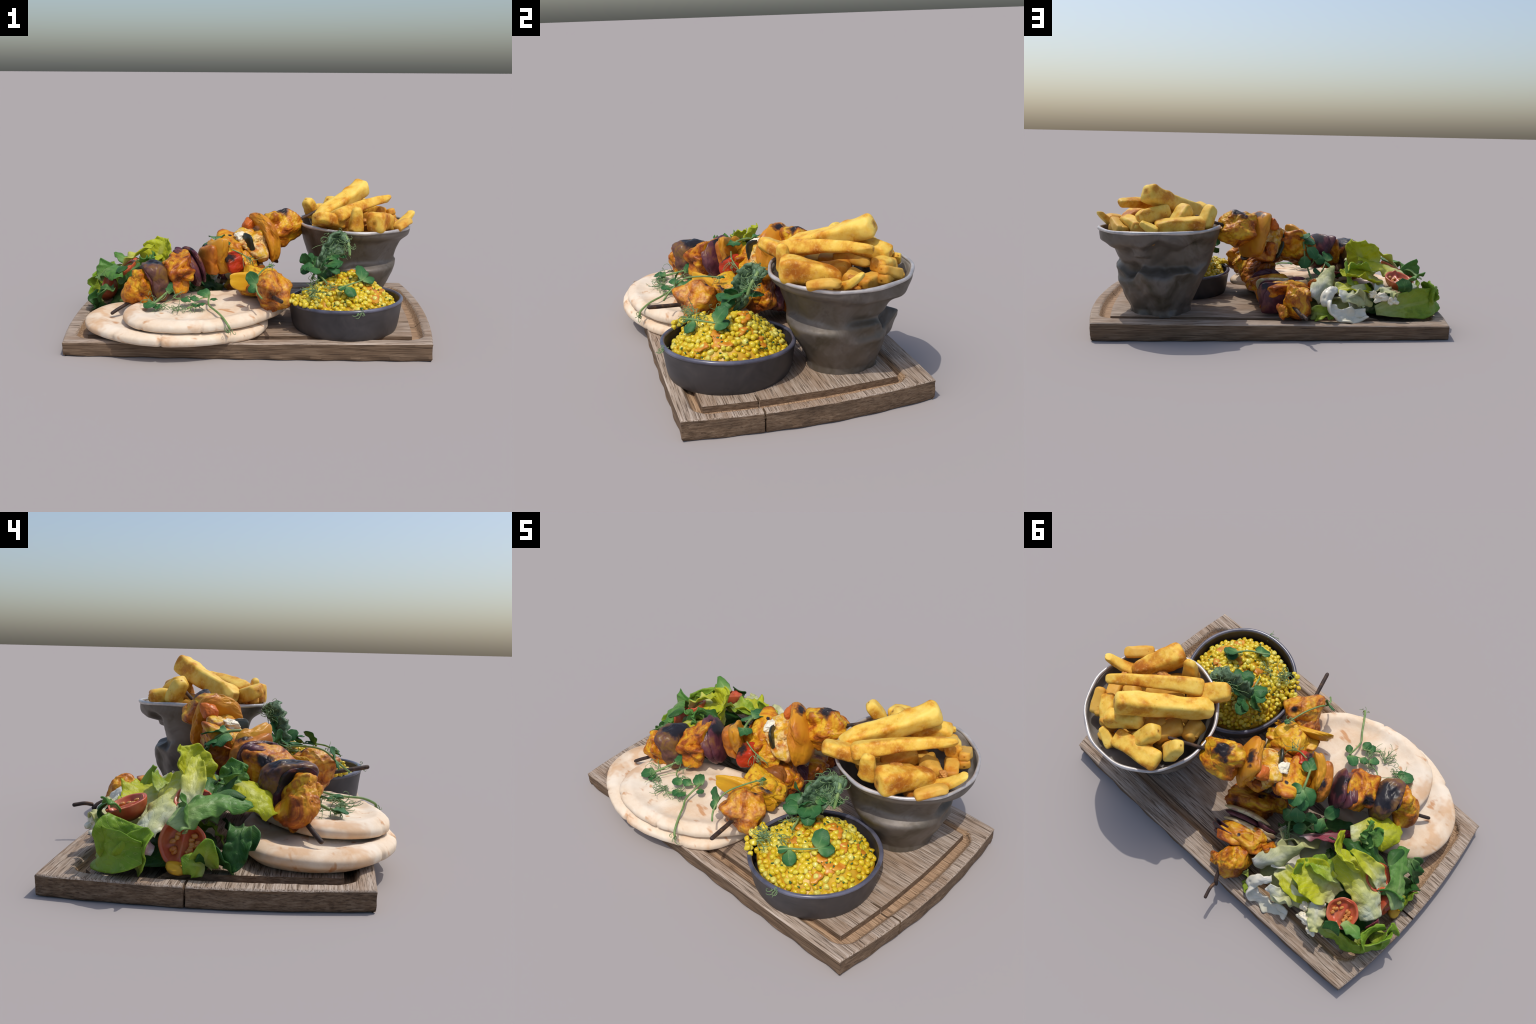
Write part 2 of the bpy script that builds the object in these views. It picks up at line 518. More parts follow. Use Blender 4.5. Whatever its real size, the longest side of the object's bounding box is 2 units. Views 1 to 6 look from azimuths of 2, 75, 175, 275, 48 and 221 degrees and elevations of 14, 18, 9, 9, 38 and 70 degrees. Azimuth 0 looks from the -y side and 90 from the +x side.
def m_pita():
    m = Mat('toasted_flatbread')
    big = m.noise(5.0, 4, 0.6, dist=0.4)
    mid = m.noise(18, 4, 0.62)
    fine = m.noise(120, 3, 0.6)
    c = m.ramp(big, [(0.35, (0.80, 0.69, 0.55)), (0.53, (0.75, 0.60, 0.44)), (0.72, (0.66, 0.45, 0.28))])
    c = m.mix(m.math('MULTIPLY', m.step(mid, 0.46, 0.7), 0.30), c, (0.66, 0.47, 0.31))
    spot = m.noise(11, 2, 0.5, m.coord((1.0, 2.2, 1.0), loc=(3.1, 0.4, 0)))
    c = m.mix(m.math('MULTIPLY', m.step(spot, 0.60, 0.72), 0.8), c, (0.52, 0.24, 0.09))
    c = m.mix(m.math('MULTIPLY', m.step(fine, 0.5, 0.75), 0.15), c, (0.84, 0.76, 0.68))
    marg = m.step(m.math('ADD', m.dist((0.05, 0.05, 0)), m.math('MULTIPLY', m.math('SUBTRACT', mid, 0.5), 0.12)), 0.30, 0.42)
    patch = m.step(m.noise(6.5, 3, 0.6, m.coord(loc=(7.3, 1.2, 3.0))), 0.50, 0.64)
    c = m.mix(m.math('MULTIPLY', m.math('MULTIPLY', marg, patch), 0.6), c, (0.62, 0.36, 0.18))
    return m.done(c, 0.82, m.math('ADD', mid, m.math('MULTIPLY', fine, 0.4)), 0.30, 0.004, spec=0.15)

def m_lettuce(name, rib, mid, tip, vein=0.5, ribw=0.10, gloss=0.38, trans=0.18, base=1.0):
    m = Mat(name)
    g = m.sep(m.coord(kind='Generated'))
    x = m.math('ABSOLUTE', m.math('SUBTRACT', g[0], 0.5))
    n1 = m.noise(16, 4, 0.6)
    n2 = m.noise(70, 3, 0.6)
    yy = m.math('ADD', g[1], m.math('MULTIPLY', m.math('SUBTRACT', n1, 0.5), 0.55))
    c = m.ramp(yy, [(0.12 * (base > 1), rib), (0.20 * base, tuple(0.35 * a + 0.65 * b for a, b in zip(rib, mid))), (min(0.38 * base, 0.75), mid), (0.95, tip)])
    edge = m.step(m.math('ADD', x, m.math('MULTIPLY', m.math('SUBTRACT', n1, 0.5), 0.3)), 0.25, 0.5)
    c = m.mix(m.math('MULTIPLY', edge, 0.5), c, tip)
    c = m.mix(m.math('MULTIPLY', m.step(n1, 0.52, 0.68), 0.4), c, tuple(0.55 * v for v in tip))
    # branching veins run outward from the midrib
    vw = m.math('ADD', m.math('MULTIPLY', g[1], 9.0), m.math('MULTIPLY', x, -9.0))
    vw = m.math('ADD', vw, m.math('MULTIPLY', n1, 3.2))
    fr = m.math('ABSOLUTE', m.math('SUBTRACT', m.math('FRACT', vw), 0.5))
    vein_m = m.math('MULTIPLY', m.step(fr, 0.10, 0.03), vein)
    ribm = m.step(x, ribw, ribw * 0.3)
    ribm = m.math('MULTIPLY', ribm, m.step(g[1], 0.95, 0.15))
    c = m.mix(m.math('MAXIMUM', m.math('MULTIPLY', vein_m, 0.6), m.math('MULTIPLY', ribm, 0.8)), c, tuple(0.55 * a + 0.45 * b for a, b in zip(rib, mid)))
    h = m.math('SUBTRACT', m.math('ADD', n1, m.math('MULTIPLY', n2, 0.3)), m.math('MULTIPLY', vein_m, 0.8))
    return m.done(c, gloss + 0.06, h, 0.55, 0.006, spec=0.26, translucent=trans)

def m_plain(name, a, b, scale=20, rough=0.45, bump=0.3, spec=0.4, trans=0.0, sss=0.0, bdist=0.003, rnd=0.0):
    m = Mat(name)
    n = m.noise(scale, 4, 0.6)
    f = n
    if rnd:
        f = m.math('ADD', n, m.math('MULTIPLY', m.math('SUBTRACT', m.rand(), 0.5), rnd))
    c = m.ramp(f, [(0.3, a), (0.7, b)])
    return m.done(c, rough, n, bump, bdist, spec=spec, translucent=trans, sss=sss)

def m_bucket():
    m = Mat('shade_darkened_steel')
    big = m.noise(4.5, 4, 0.6, m.coord((1, 1, 0.8)), 1.2)
    n2 = m.noise(30, 4, 0.65)
    c = m.ramp(big, [(0.30, (0.060, 0.049, 0.030)), (0.44, (0.115, 0.094, 0.070)), (0.58, (0.155, 0.130, 0.108)), (0.70, (0.095, 0.078, 0.062)), (0.82, (0.13, 0.112, 0.098))])  # base darkened to the wall's shade under the rim; olive blotches are painted reflections
    c = m.mix(m.math('MULTIPLY', m.step(n2, 0.5, 0.7), 0.25), c, (0.20, 0.18, 0.17))
    return m.done(c, 0.48, m.math('ADD', big, m.math('MULTIPLY', n2, 0.15)), 0.4, 0.008, spec=0.5, metallic=0.25)

def m_rim():
    m = Mat('polished_steel_rim')
    n = m.noise(12, 3, 0.6)
    c = m.ramp(n, [(0.3, (0.36, 0.34, 0.34)), (0.6, (0.60, 0.56, 0.53))])
    return m.done(c, 0.34, n, 0.2, 0.003, spec=0.5, metallic=0.35)

def m_dish():
    m = Mat('charcoal_glaze')
    n = m.noise(7, 4, 0.6, dist=0.8)
    c = m.ramp(n, [(0.3, (0.030, 0.027, 0.028)), (0.55, (0.052, 0.046, 0.047)), (0.75, (0.075, 0.064, 0.060))])
    return m.done(c, 0.46, n, 0.3, 0.006, spec=0.5)

def m_dishrim():
    m = Mat('blue_black_glaze')
    n = m.noise(9, 3, 0.6)
    c = m.ramp(n, [(0.3, (0.045, 0.045, 0.065)), (0.7, (0.13, 0.13, 0.18))])
    return m.done(c, 0.25, n, 0.2, 0.003, spec=0.6)

def m_grain():
    m = Mat('yellow_grain')
    r = m.rand()
    n = m.noise(60, 2, 0.5)
    c = m.ramp(m.math('ADD', m.math('MULTIPLY', r, 0.8), m.math('MULTIPLY', n, 0.2)),
               [(0.0, (0.60, 0.36, 0.012)), (0.3, (0.66, 0.49, 0.02)), (0.65, (0.64, 0.54, 0.05)), (0.97, (0.66, 0.60, 0.15))])
    return m.done(c, 0.28, n, 0.1, 0.002, spec=0.5, sss=0.25)

def m_tomato():
    m = Mat('tomato_flesh')
    n = m.noise(14, 4, 0.6)
    c = m.ramp(n, [(0.3, (0.46, 0.055, 0.022)), (0.5, (0.52, 0.10, 0.04)), (0.72, (0.56, 0.19, 0.09))])
    return m.done(c, 0.3, n, 0.2, 0.003, spec=0.5, sss=0.12)

def m_stick():
    m = Mat('charred_bamboo')
    n = m.noise(22, 4, 0.6, m.coord((1, 1, 1)))
    c = m.ramp(n, [(0.35, (0.022, 0.016, 0.016)), (0.55, (0.06, 0.035, 0.025)), (0.75, (0.22, 0.11, 0.045))])
    return m.done(c, 0.6, n, 0.4, 0.002, spec=0.3)

WOOD = m_wood()
WOODG, WOODS = m_wood('groove_oak', 'groove'), m_wood('oiled_oak_side', 'side')
CHIP, CHIPW = m_chip(), m_chip(0.45)
PITA = m_pita()
BUCKET, RIM = m_bucket(), m_rim()
INNER = m_plain('steel_lightened_for_sun', (0.16, 0.145, 0.13), (0.30, 0.275, 0.25), 8, 0.45, 0.3, 0.4)  # paler copy of the steel, sunlight on the inside wall mixed into its colour
DISH, DISHRIM = m_dish(), m_dishrim()
GRAIN = m_grain()
TOMATO = m_tomato()
PULP = m_plain('tomato_pulp', (0.52, 0.13, 0.02), (0.60, 0.30, 0.07), 30, 0.25, 0.4, 0.5, sss=0.1)
STICK = m_stick()
SAUCE = m_plain('spiced_grain_sauce', (0.48, 0.19, 0.008), (0.62, 0.42, 0.02), 13, 0.4, 0.5)
CARROT = m_plain('soft_carrot', (0.50, 0.14, 0.008), (0.62, 0.30, 0.02), 18, 0.35, 0.4, sss=0.1)
GEM = m_lettuce('gem_lettuce', (0.72, 0.74, 0.45), (0.56, 0.56, 0.022), (0.44, 0.49, 0.018), 0.3, 0.12)
GEMG = m_lettuce('gem_lettuce_green', (0.55, 0.62, 0.25), (0.36, 0.46, 0.045), (0.19, 0.34, 0.024), 0.4, 0.08)
GEMRIB = m_lettuce('gem_lettuce_heart', (0.80, 0.82, 0.58), (0.56, 0.56, 0.03), (0.46, 0.50, 0.02), 0.3, 0.14, base=1.7)
DARK = m_lettuce('dark_salad_leaf', (0.16, 0.28, 0.09), (0.045, 0.14, 0.026), (0.022, 0.085, 0.018), 0.35, 0.07)
MIDG = m_lettuce('light_salad_leaf', (0.42, 0.52, 0.22), (0.17, 0.33, 0.075), (0.075, 0.22, 0.035), 0.45, 0.08)
CREAM = m_plain('dressed_white_leaf', (0.62, 0.58, 0.42), (0.80, 0.76, 0.66), 9, 0.35, 0.4, 0.5, trans=0.08)
CREAMG = m_lettuce('dressed_pale_leaf', (0.74, 0.73, 0.66), (0.62, 0.62, 0.36), (0.50, 0.52, 0.20), 0.25, 0.14)
RADIC = m_lettuce('radicchio', (0.70, 0.62, 0.60), (0.34, 0.06, 0.09), (0.16, 0.015, 0.035), 0.5, 0.16)
HERB = m_lettuce('pea_shoot_leaf', (0.22, 0.36, 0.13), (0.055, 0.185, 0.055), (0.028, 0.12, 0.034), 0.4, 0.05, 0.42, 0.15)
STEM = m_plain('pea_shoot_stem', (0.10, 0.20, 0.05), (0.24, 0.33, 0.12), 30, 0.45, 0.2)
TENDRIL = m_plain('pea_shoot_tendril', (0.10, 0.19, 0.07), (0.22, 0.32, 0.14), 30, 0.5, 0.2)
CHEESE = m_plain('soft_white_cheese', (0.78, 0.68, 0.45), (0.82, 0.77, 0.66), 26, 0.4, 0.5, sss=0.1)
CRUST = m_plain('crisp_batter', (0.40, 0.14, 0.02), (0.62, 0.30, 0.07), 40, 0.55, 0.6)
CUBE = m_plain('chopped_herb', (0.015, 0.05, 0.012), (0.06, 0.16, 0.04), 40, 0.4, 0.3)

# ------------------------------------------------------------------ cutting board
def board_bow(u, v):
    s = np.sign(u) * np.clip(np.abs(u) / 0.945, 0, 1) ** 3
    x = u + s * 0.052 * np.clip(1 - (v / 0.57) ** 2, 0, 1)
    y = v - 0.014 * np.clip(-v / 0.58, 0, 1) ** 3 * (1 - (u / 0.95) ** 2)
    y = y + 0.012 * np.clip(v / 0.55, 0, 1) ** 3 * (1 - (u / 0.95) ** 4)
    return x, y

def rrect(u, v, x0, x1, y0, y1, r):
    cx, cy, hx, hy = (x0 + x1) / 2, (y0 + y1) / 2, (x1 - x0) / 2 - r, (y1 - y0) / 2 - r
    qx, qy = np.abs(u - cx) - hx, np.abs(v - cy) - hy
    return np.hypot(np.maximum(qx, 0), np.maximum(qy, 0)) + np.minimum(np.maximum(qx, qy), 0) - r

U0, U1, V0, V1 = -0.945, 0.948, -0.586, 0.557
CRACK_R, CRACK_L = -0.238, 0.039
def board_top(x):
    return 0.0865 + 0.0115 * x

def build_board():
    base = thing('cutting_board', (0, 0, 0), 'weathered wooden cutting board with a juice groove and cracked ends', 'cutting board')
    def lines(a, b, step, extra):
        g = list(np.arange(a, b, step)) + [b]
        g = [q for q in g if all(abs(q - e) > step * 0.45 for e in extra)] + list(extra)
        return np.array(sorted(set(np.round(g, 5))))
    ux = []
    for e in (-0.825, 0.848):
        ux += [e - 0.0012, e + 0.0012]
    vy = []
    for e in (-0.480, 0.412):
        vy += [e - 0.0012, e + 0.0012]
    for e in (CRACK_R, CRACK_L):
        vy += [e - 0.0042, e, e + 0.0042]
    edge = (0.0, 0.0025, 0.007)
    us = lines(U0, U1, 0.0062, ux + [U0 + e for e in edge] + [U1 - e for e in edge])
    vs = lines(V0, V1, 0.0062, vy + [V0 + e for e in edge] + [V1 - e for e in edge])
    nu, nv = len(us), len(vs)
    uu, vv = np.meshgrid(us, vs, indexing='ij')
    x, y = board_bow(uu, vv)
    do = rrect(uu, vv, -0.888, 0.906, -0.530, 0.458, 0.085)
    di = rrect(uu, vv, -0.825, 0.848, -0.480, 0.412, 0.002)
    P = np.stack([x, y, x * 0], 2).reshape(-1, 3)
    wob = fbm(P, 5, 4, 1).reshape(nu, nv) * 0.004
    def ss(a, b, t):
        q = np.clip((t - a) / (b - a), 0, 1)
        return q * q * (3 - 2 * q)
    groove = ss(0.004, -0.026, do + wob) * 0.030 * (di > 0)
    groove = np.where(di <= 0, -0.001, groove)
    well = np.hypot(x + 0.715, y - 0.268)
    groove = np.maximum(groove, ss(0.205, 0.165, well + wob) * 0.030)
    z = board_top(x) - groove
    eu = np.minimum(uu - U0, U1 - uu); ev = np.minimum(vv - V0, V1 - vv)
    e = np.minimum(eu, ev)
    z -= 0.007 * np.clip(1 - e / 0.007, 0, 1) ** 2
    z += 0.0022 * fbm(P * V(2.2, 26, 1), 1.6, 8, 4).reshape(nu, nv) + 0.004 * fbm(P, 2.2, 2, 2).reshape(nu, nv)
    # end cracks
    for c, cond in ((CRACK_R, uu > 0.80), (CRACK_L, uu < -0.84)):
        z -= 0.026 * (np.abs(vv - c) < 0.002) * cond
    verts = list(np.stack([x, y, z], 2).reshape(-1, 3))
    faces = []
    for i in range(nu - 1):
        for j in range(nv - 1):
            a = i * nv + j
            faces.append((a, a + nv, a + nv + 1, a + 1))
    ring = [(i, 0) for i in range(nu)] + [(nu - 1, j) for j in range(1, nv)] + \
           [(i, nv - 1) for i in range(nu - 2, -1, -1)] + [(0, j) for j in range(nv - 2, 0, -1)]
    prev = [i * nv + j for i, j in ring]
    n = len(ring)
    for k, f in enumerate((0.86, 0.6, 0.35, 0.12, 0.0)):
        cur = []
        for (i, j), top in zip(ring, [i * nv + j for i, j in ring]):
            p = verts[top]
            q = V(p[0], p[1], p[2] * f)
            out = V(0, 0, 0)
            if i in (0, nu - 1): out[0] = 1 if i else -1
            if j in (0, nv - 1): out[1] = 1 if j else -1
            w = 0.004 * math.sin(p[0] * 31 + p[1] * 23 + f * 7) * math.sin(p[1] * 13 + 2 * f) - 0.002
            q += out * ((w if not (out[0] and out[1]) else -0.002) - (0.006 if f == 0 else 0.0))
            if abs(out[0]) and not abs(out[1]):
                c = CRACK_R if out[0] > 0 else CRACK_L
                if abs(p[1] - c) < 0.003:
                    q[0] -= out[0] * 0.022
            cur.append(len(verts)); verts.append(q)
        for a in range(n):
            b = (a + 1) % n
            faces.append((prev[a], cur[a], cur[b], prev[b]))
        prev = cur
    verts.append(V(0, 0, 0.0)); c = len(verts) - 1
    for a in range(n):
        faces.append((prev[a], c, prev[(a + 1) % n]))
    mi = np.zeros(len(faces), dtype=int)
    nq = (nu - 1) * (nv - 1)
    cu = lambda A: ((A[:-1, :-1] + A[1:, 1:]) / 2).reshape(-1)
    inside = (cu(do) < -0.006) & (cu(di) > 0)
    steep = (np.abs(z[1:, 1:] - z[:-1, :-1]).reshape(-1) > 0.012)
    mi[:nq][inside] = 1
    mi[:nq][steep] = 2  # plateau wall coloured dark to show the shadow baked along the groove
    mi[nq:] = 2
    ob = part('board_slab', verts, faces, [WOOD, WOODG, WOODS], base, np.eye(4), mat_index=list(mi))
    ob.data.set_sharp_from_angle(angle=math.radians(38))
build_board()

# ------------------------------------------------------------------ fries bucket
BC = V(0.611, 0.237)
def bucket_radius(th, z):
    prof = np.interp(z, [0.09, 0.125, 0.16, 0.22, 0.30, 0.38, 0.46, 0.53, 0.556], [0.172, 0.170, 0.186, 0.214, 0.248, 0.279, 0.306, 0.325, 0.328])
    def window(t, c, w):
        d = (t - c + np.pi) % (2 * np.pi) - np.pi
        return np.exp(-(d / w) ** 4)
    # crumpled back wall: a deep hollow under the rim skirt, a lip below it
    back = window(th, math.radians(90), math.radians(58))
    thd = np.degrees((th + np.pi) % (2 * np.pi) - np.pi)
    wig = 0.5 * np.sin(5 * th + 0.8) + 0.35 * np.sin(11 * th + 2.0) + 0.25 * np.sin(17 * th)
    zc = 0.408 + 0.012 * np.clip((thd - 62) / 60, -0.4, 1.2) + 0.016 * wig
    hollow = np.exp(-((z - zc) / (0.076 + 0.012 * np.sin(8 * th + 1))) ** 8)
    flap = window(th, math.radians(68), math.radians(11)) * np.clip((z - 0.415) / 0.012, 0, 1)
    r = prof - 0.088 * back * hollow * (1 - 0.6 * flap)
    r = r + 0.034 * window(th, math.radians(90), math.radians(21)) * np.exp(-((z - 0.265) / 0.06) ** 4)
    r = r - 0.012 * window(th, math.radians(135), math.radians(25)) * np.exp(-((z - 0.28) / 0.08) ** 4)
    side = window(th, math.radians(8), math.radians(24))
    r = r - 0.060 * side * np.exp(-((z - 0.425) / 0.062) ** 6)
    r = r - 0.034 * window(th, math.radians(28), math.radians(34)) * np.exp(-((z - 0.335) / 0.05) ** 4)
    front = window(th, math.radians(-66), math.radians(46))
    r = r - 0.072 * front * np.exp(-((z - 0.420) / 0.085) ** 6)
    return r

def build_bucket():
    root = thing('fries_bucket', (BC[0], BC[1], 0.09), 'dented tapered steel bucket for fries with a rolled rim', 'bucket')
    nt, nz = 180, 80
    th = np.linspace(0, 2 * np.pi, nt, endpoint=False)
    zs = np.linspace(0.084, 0.556, nz)
    T, Z = np.meshgrid(th, zs)
    R = bucket_radius(T, Z)
    P = np.stack([np.cos(T) * 0.3, np.sin(T) * 0.3, Z], 2).reshape(-1, 3)
    wild = 0.25 + 0.75 * np.exp(-(((T - math.radians(80) + np.pi) % (2 * np.pi) - np.pi) / 1.3) ** 4)
    fade = np.clip((0.556 - Z) / 0.06, 0, 1)
    R = R + wild * fade * (0.042 * fbm(P, 5, 5, 3).reshape(nz, nt) + 0.005 * fbm(P, 16, 8, 2).reshape(nz, nt))
    def ringpts(R, Z):
        z = Z + (-0.013 * np.cos(T[:len(Z)]) * R + 0.006 * np.sin(T[:len(Z)]) * R) * np.clip((Z - 0.1) / 0.4, 0, 1)
        return np.stack([BC[0] + R * np.cos(T[:len(Z)]), BC[1] + R * np.sin(T[:len(Z)]), z], 2)
    outer = ringpts(R, Z)
    ni = 30
    zi = np.linspace(0.556, 0.12, ni)
    Zi = np.repeat(zi[:, None], nt, 1)
    Ri = np.stack([np.interp(zi, zs, R[:, j]) for j in range(nt)], 1) - 0.011
    inner = ringpts(Ri, Zi)
    G = np.vstack([outer, inner])
    m = len(G)
    verts = list(G.reshape(-1, 3))
    faces = []
    for i in range(m - 1):
        for j in range(nt):
            a = i * nt + j; b = i * nt + (j + 1) % nt
            faces.append((a, b, b + nt, a + nt))
    c0 = len(verts); verts.append(V(BC[0], BC[1], 0.084)); verts.append(V(BC[0], BC[1], 0.12))
    for j in range(nt):
        faces.append((c0, (j + 1) % nt, j))
        faces.append((c0 + 1, (m - 1) * nt + j, (m - 1) * nt + (j + 1) % nt))
    mi = [0] * ((nz - 1) * nt) + [1] * ((ni) * nt) + [0, 1] * nt
    part('bucket_wall', verts, faces, [BUCKET, INNER], root, mat_index=mi)
    # rolled rim
    ns = 12
    a = np.linspace(0, 2 * np.pi, ns, endpoint=False)
    vs = []
    for t in th:
        r = 0.325 + 0.0030 * math.sin(3 * t + 1) * 0.5 + 0.002 * math.sin(11 * t)
        rr = 0.0085 + 0.0012 * math.sin(7 * t)
        z0 = 0.559 + (-0.013 * math.cos(t) + 0.006 * math.sin(t)) * r + 0.002 * math.sin(5 * t)
        for q in a:
            vs.append(V(BC[0] + (r + rr * math.cos(q)) * math.cos(t), BC[1] + (r + rr * math.cos(q)) * math.sin(t), z0 + rr * 1.1 * math.sin(q)))
    fs = []
    for i in range(nt):
        for j in range(ns):
            p, q = i * ns + j, i * ns + (j + 1) % ns
            o = ((i + 1) % nt) * ns
            fs.append((p, o + j, o + (j + 1) % ns, q))
    part('rim', vs, fs, RIM, root)
build_bucket()

# ------------------------------------------------------------------ fries
FRY_LABEL = ('thick golden fried potato chip', 'french fry')
def fry(p0, p1, w, h, taper=(1, 1), bend=0.0, seed=0, mat=None, up=(0, 0, 1), side=0.0, cap=0.8):
    p0, p1 = np.asarray(p0, float), np.asarray(p1, float)
    d = unit(p1 - p0)
    s = unit(np.cross(d, up)) if abs(unit(up) @ d) < 0.98 else unit(np.cross(d, (0, 1, 0)))
    u = np.cross(s, d)
    rng = random.Random(seed)
    mid = (p0 + p1) / 2 + u * bend + s * side
    q1 = (p0 + mid) / 2 + u * bend * 0.25 + s * rng.uniform(-.004, .004)
    q2 = (mid + p1) / 2 + u * bend * 0.25 + s * rng.uniform(-.004, .004)
    ph = rng.uniform(0, 6)
    def tap(t):
        k = taper[0] + (taper[1] - taper[0]) * t
        if min(taper) >= 0.9:
            k = k * (1 + 0.05 * np.sin(5 * t + ph))
        return k
    roll = rng.uniform(-0.45, 0.45)
    u2 = u * math.cos(roll) + s * math.sin(roll)
    v, f = tube([p0, q1, mid, q2, p1], 1.0, 54, 40, rng.uniform(3.4, 5.6), w * 0.53, h * 0.53, up=u2, cap=cap * 0.5 * min(w, h),
                noise=0.17, seed=seed, taper=tap, nscale=12, capn=rng.uniform(2.1, 2.9))
    # one or two flat knife cuts across corners and ends
    c = v.mean(0)
    for q in range(4):
        n = unit(s * rng.gauss(0, 1) + u * rng.gauss(0, 1) + d * rng.gauss(0, 0.35))
        ext = ((v - c) @ n).max() * rng.uniform(0.80, 0.95)
        o = (v - c) @ n - ext
        v = v - np.clip(o, 0, None)[:, None] * n * 0.85
    return part('fry', v, f, mat or CHIP, None, label=FRY_LABEL[0], category=FRY_LABEL[1])

FRIES = [
    # p0, p1, width, height, taper, bend, warm
    ((0.676, 0.372, 0.765), (0.368, 0.040, 0.612), 0.088, 0.092, (1, 0.92), -0.016, 0),
    ((0.828, 0.306, 0.694), (0.474, 0.000, 0.628), 0.078, 0.070, (0.55, 1.05), 0.014, 0),
    ((0.362, -0.072, 0.640), (0.520, 0.070, 0.570), 0.098, 0.075, (0.85, 1), 0.008, 0),
    ((0.690, -0.078, 0.612), (0.805, 0.165, 0.555), 0.100, 0.112, (1, 0.8), 0.014, 0),
    ((0.602, -0.036, 0.695), (0.594, -0.018, 0.545), 0.090, 0.060, (0.6, 1), 0.0, 0),
    ((0.951, 0.208, 0.640), (0.825, 0.140, 0.535), 0.080, 0.050, (0.45, 1), -0.012, 0),
    ((0.922, 0.120, 0.592), (0.824, 0.012, 0.560), 0.075, 0.055, (0.7, 0.8), 0.010, 1),
    ((0.852, 0.332, 0.610), (0.800, 0.445, 0.555), 0.060, 0.055, (0.8, 0.9), 0.0, 1),
    ((0.752, 0.436, 0.580), (0.655, 0.420, 0.560), 0.070, 0.066, (1, 1), 0.0, 1),
    ((0.800, 0.330, 0.600), (0.700, 0.455, 0.572), 0.070, 0.062, (0.9, 0.9), 0.01, 0),
    ((0.712, 0.438, 0.628), (0.560, 0.318, 0.650), 0.086, 0.082, (1, 0.9), 0.0, 0),
    ((0.635, 0.385, 0.562), (0.500, 0.240, 0.565), 0.084, 0.072, (0.8, 0.7), 0.012, 1),
    ((0.452, 0.320, 0.680), (0.540, 0.420, 0.560), 0.080, 0.072, (0.95, 1), 0.006, 0),
    ((0.622, 0.462, 0.575), (0.366, 0.418, 0.588), 0.098, 0.074, (0.9, 0.95), 0.018, 0),
    ((0.322, 0.300, 0.682), (0.372, 0.350, 0.560), 0.080, 0.068, (0.75, 1), 0.010, 0),
    ((0.698, 0.482, 0.608), (0.605, 0.500, 0.560), 0.058, 0.050, (0.6, 1), 0.0, 0),
    ((0.440, 0.190, 0.545), (0.520, 0.330, 0.530), 0.090, 0.080, (1, 1), 0.0, 1),
    ((0.855, 0.240, 0.545), (0.780, 0.360, 0.545), 0.070, 0.060, (0.9, 0.8), 0.010, 1),
    ((0.785, 0.205, 0.535), (0.690, 0.290, 0.535), 0.085, 0.080, (1, 0.9), 0.0, 1),
    ((0.560, 0.060, 0.520), (0.700, 0.200, 0.525), 0.085, 0.070, (1, 1), 0.0, 1),
    ((0.405, 0.110, 0.525), (0.390, 0.230, 0.520), 0.075, 0.070, (1, 1), 0.0, 1),
    ((0.860, 0.330, 0.560), (0.770, 0.440, 0.560), 0.060, 0.050, (1, 0.8), 0.006, 1),
    ((0.650, 0.270, 0.555), (0.545, 0.130, 0.530), 0.080, 0.070, (1, 1), 0.0, 1),
]
for k, (a, b, w, h, tp, bd, warm) in enumerate(FRIES):
    fry(a, b, w, h, tp, bd, 40 + k, CHIPW if warm else CHIP)
rng = random.Random(11)
for k in range(16):
    t = rng.uniform(0, 6.28); r = 0.14 * math.sqrt(rng.random())
    c = V(BC[0] + r * math.cos(t), BC[1] + r * math.sin(t), rng.uniform(0.455, 0.49))
    a = rng.uniform(0, 3.14); L = rng.uniform(0.05, 0.085)
    d = V(math.cos(a), math.sin(a), rng.uniform(-.15, .15)) * L
    fry(c - d, c + d, rng.uniform(.06, .08), rng.uniform(.055, .07), (1, 1), rng.uniform(-.008, .012), 90 + k, CHIPW)
for k in range(9):
    t = 6.2832 * k / 9 + rng.uniform(-.15, .15)
    r = rng.uniform(0.20, 0.245)
    c = V(BC[0] + r * math.cos(t), BC[1] + r * math.sin(t), rng.uniform(0.512, 0.530))
    a = t + rng.uniform(0.9, 2.2)
    d = V(math.cos(a), math.sin(a), rng.uniform(-.1, .1)) * rng.uniform(0.035, 0.055)
    fry(c - d, c + d, rng.uniform(.05, .07), 0.05, (1, rng.uniform(.7, 1)), rng.uniform(-.004, .008), 150 + k, CHIPW)
for k, (c, r) in enumerate([((0.677, 0.084, 0.585), 0.045), ((0.837, 0.207, 0.575), 0.024), ((0.72, 0.10, 0.580), 0.032)]):
    v, f = lump(c, (r, r * 0.8, r * 0.6), seed=200 + k, sub=4, rough=0.3, fine=0.16)
    part('batter_scrap', v, f, CRUST, label='crisp knobbly scrap of fried batter', category='fried scrap')

# ------------------------------------------------------------------ dish of grain
DC = V(0.522, -0.280)
def dish_tilt(p):
    p = np.asarray(p, float).copy()
    k = np.clip((p[..., 2] - 0.092) / 0.15, 0, 1)
    p[..., 0] = DC[0] + (p[..., 0] - DC[0]) * 1.015
    p[..., 1] = DC[1] - 0.004 + (p[..., 1] - DC[1]) * 1.045
    p[..., 2] += k * (0.047 * (p[..., 0] - DC[0]) - 0.052 * (p[..., 1] - DC[1]))
    return p

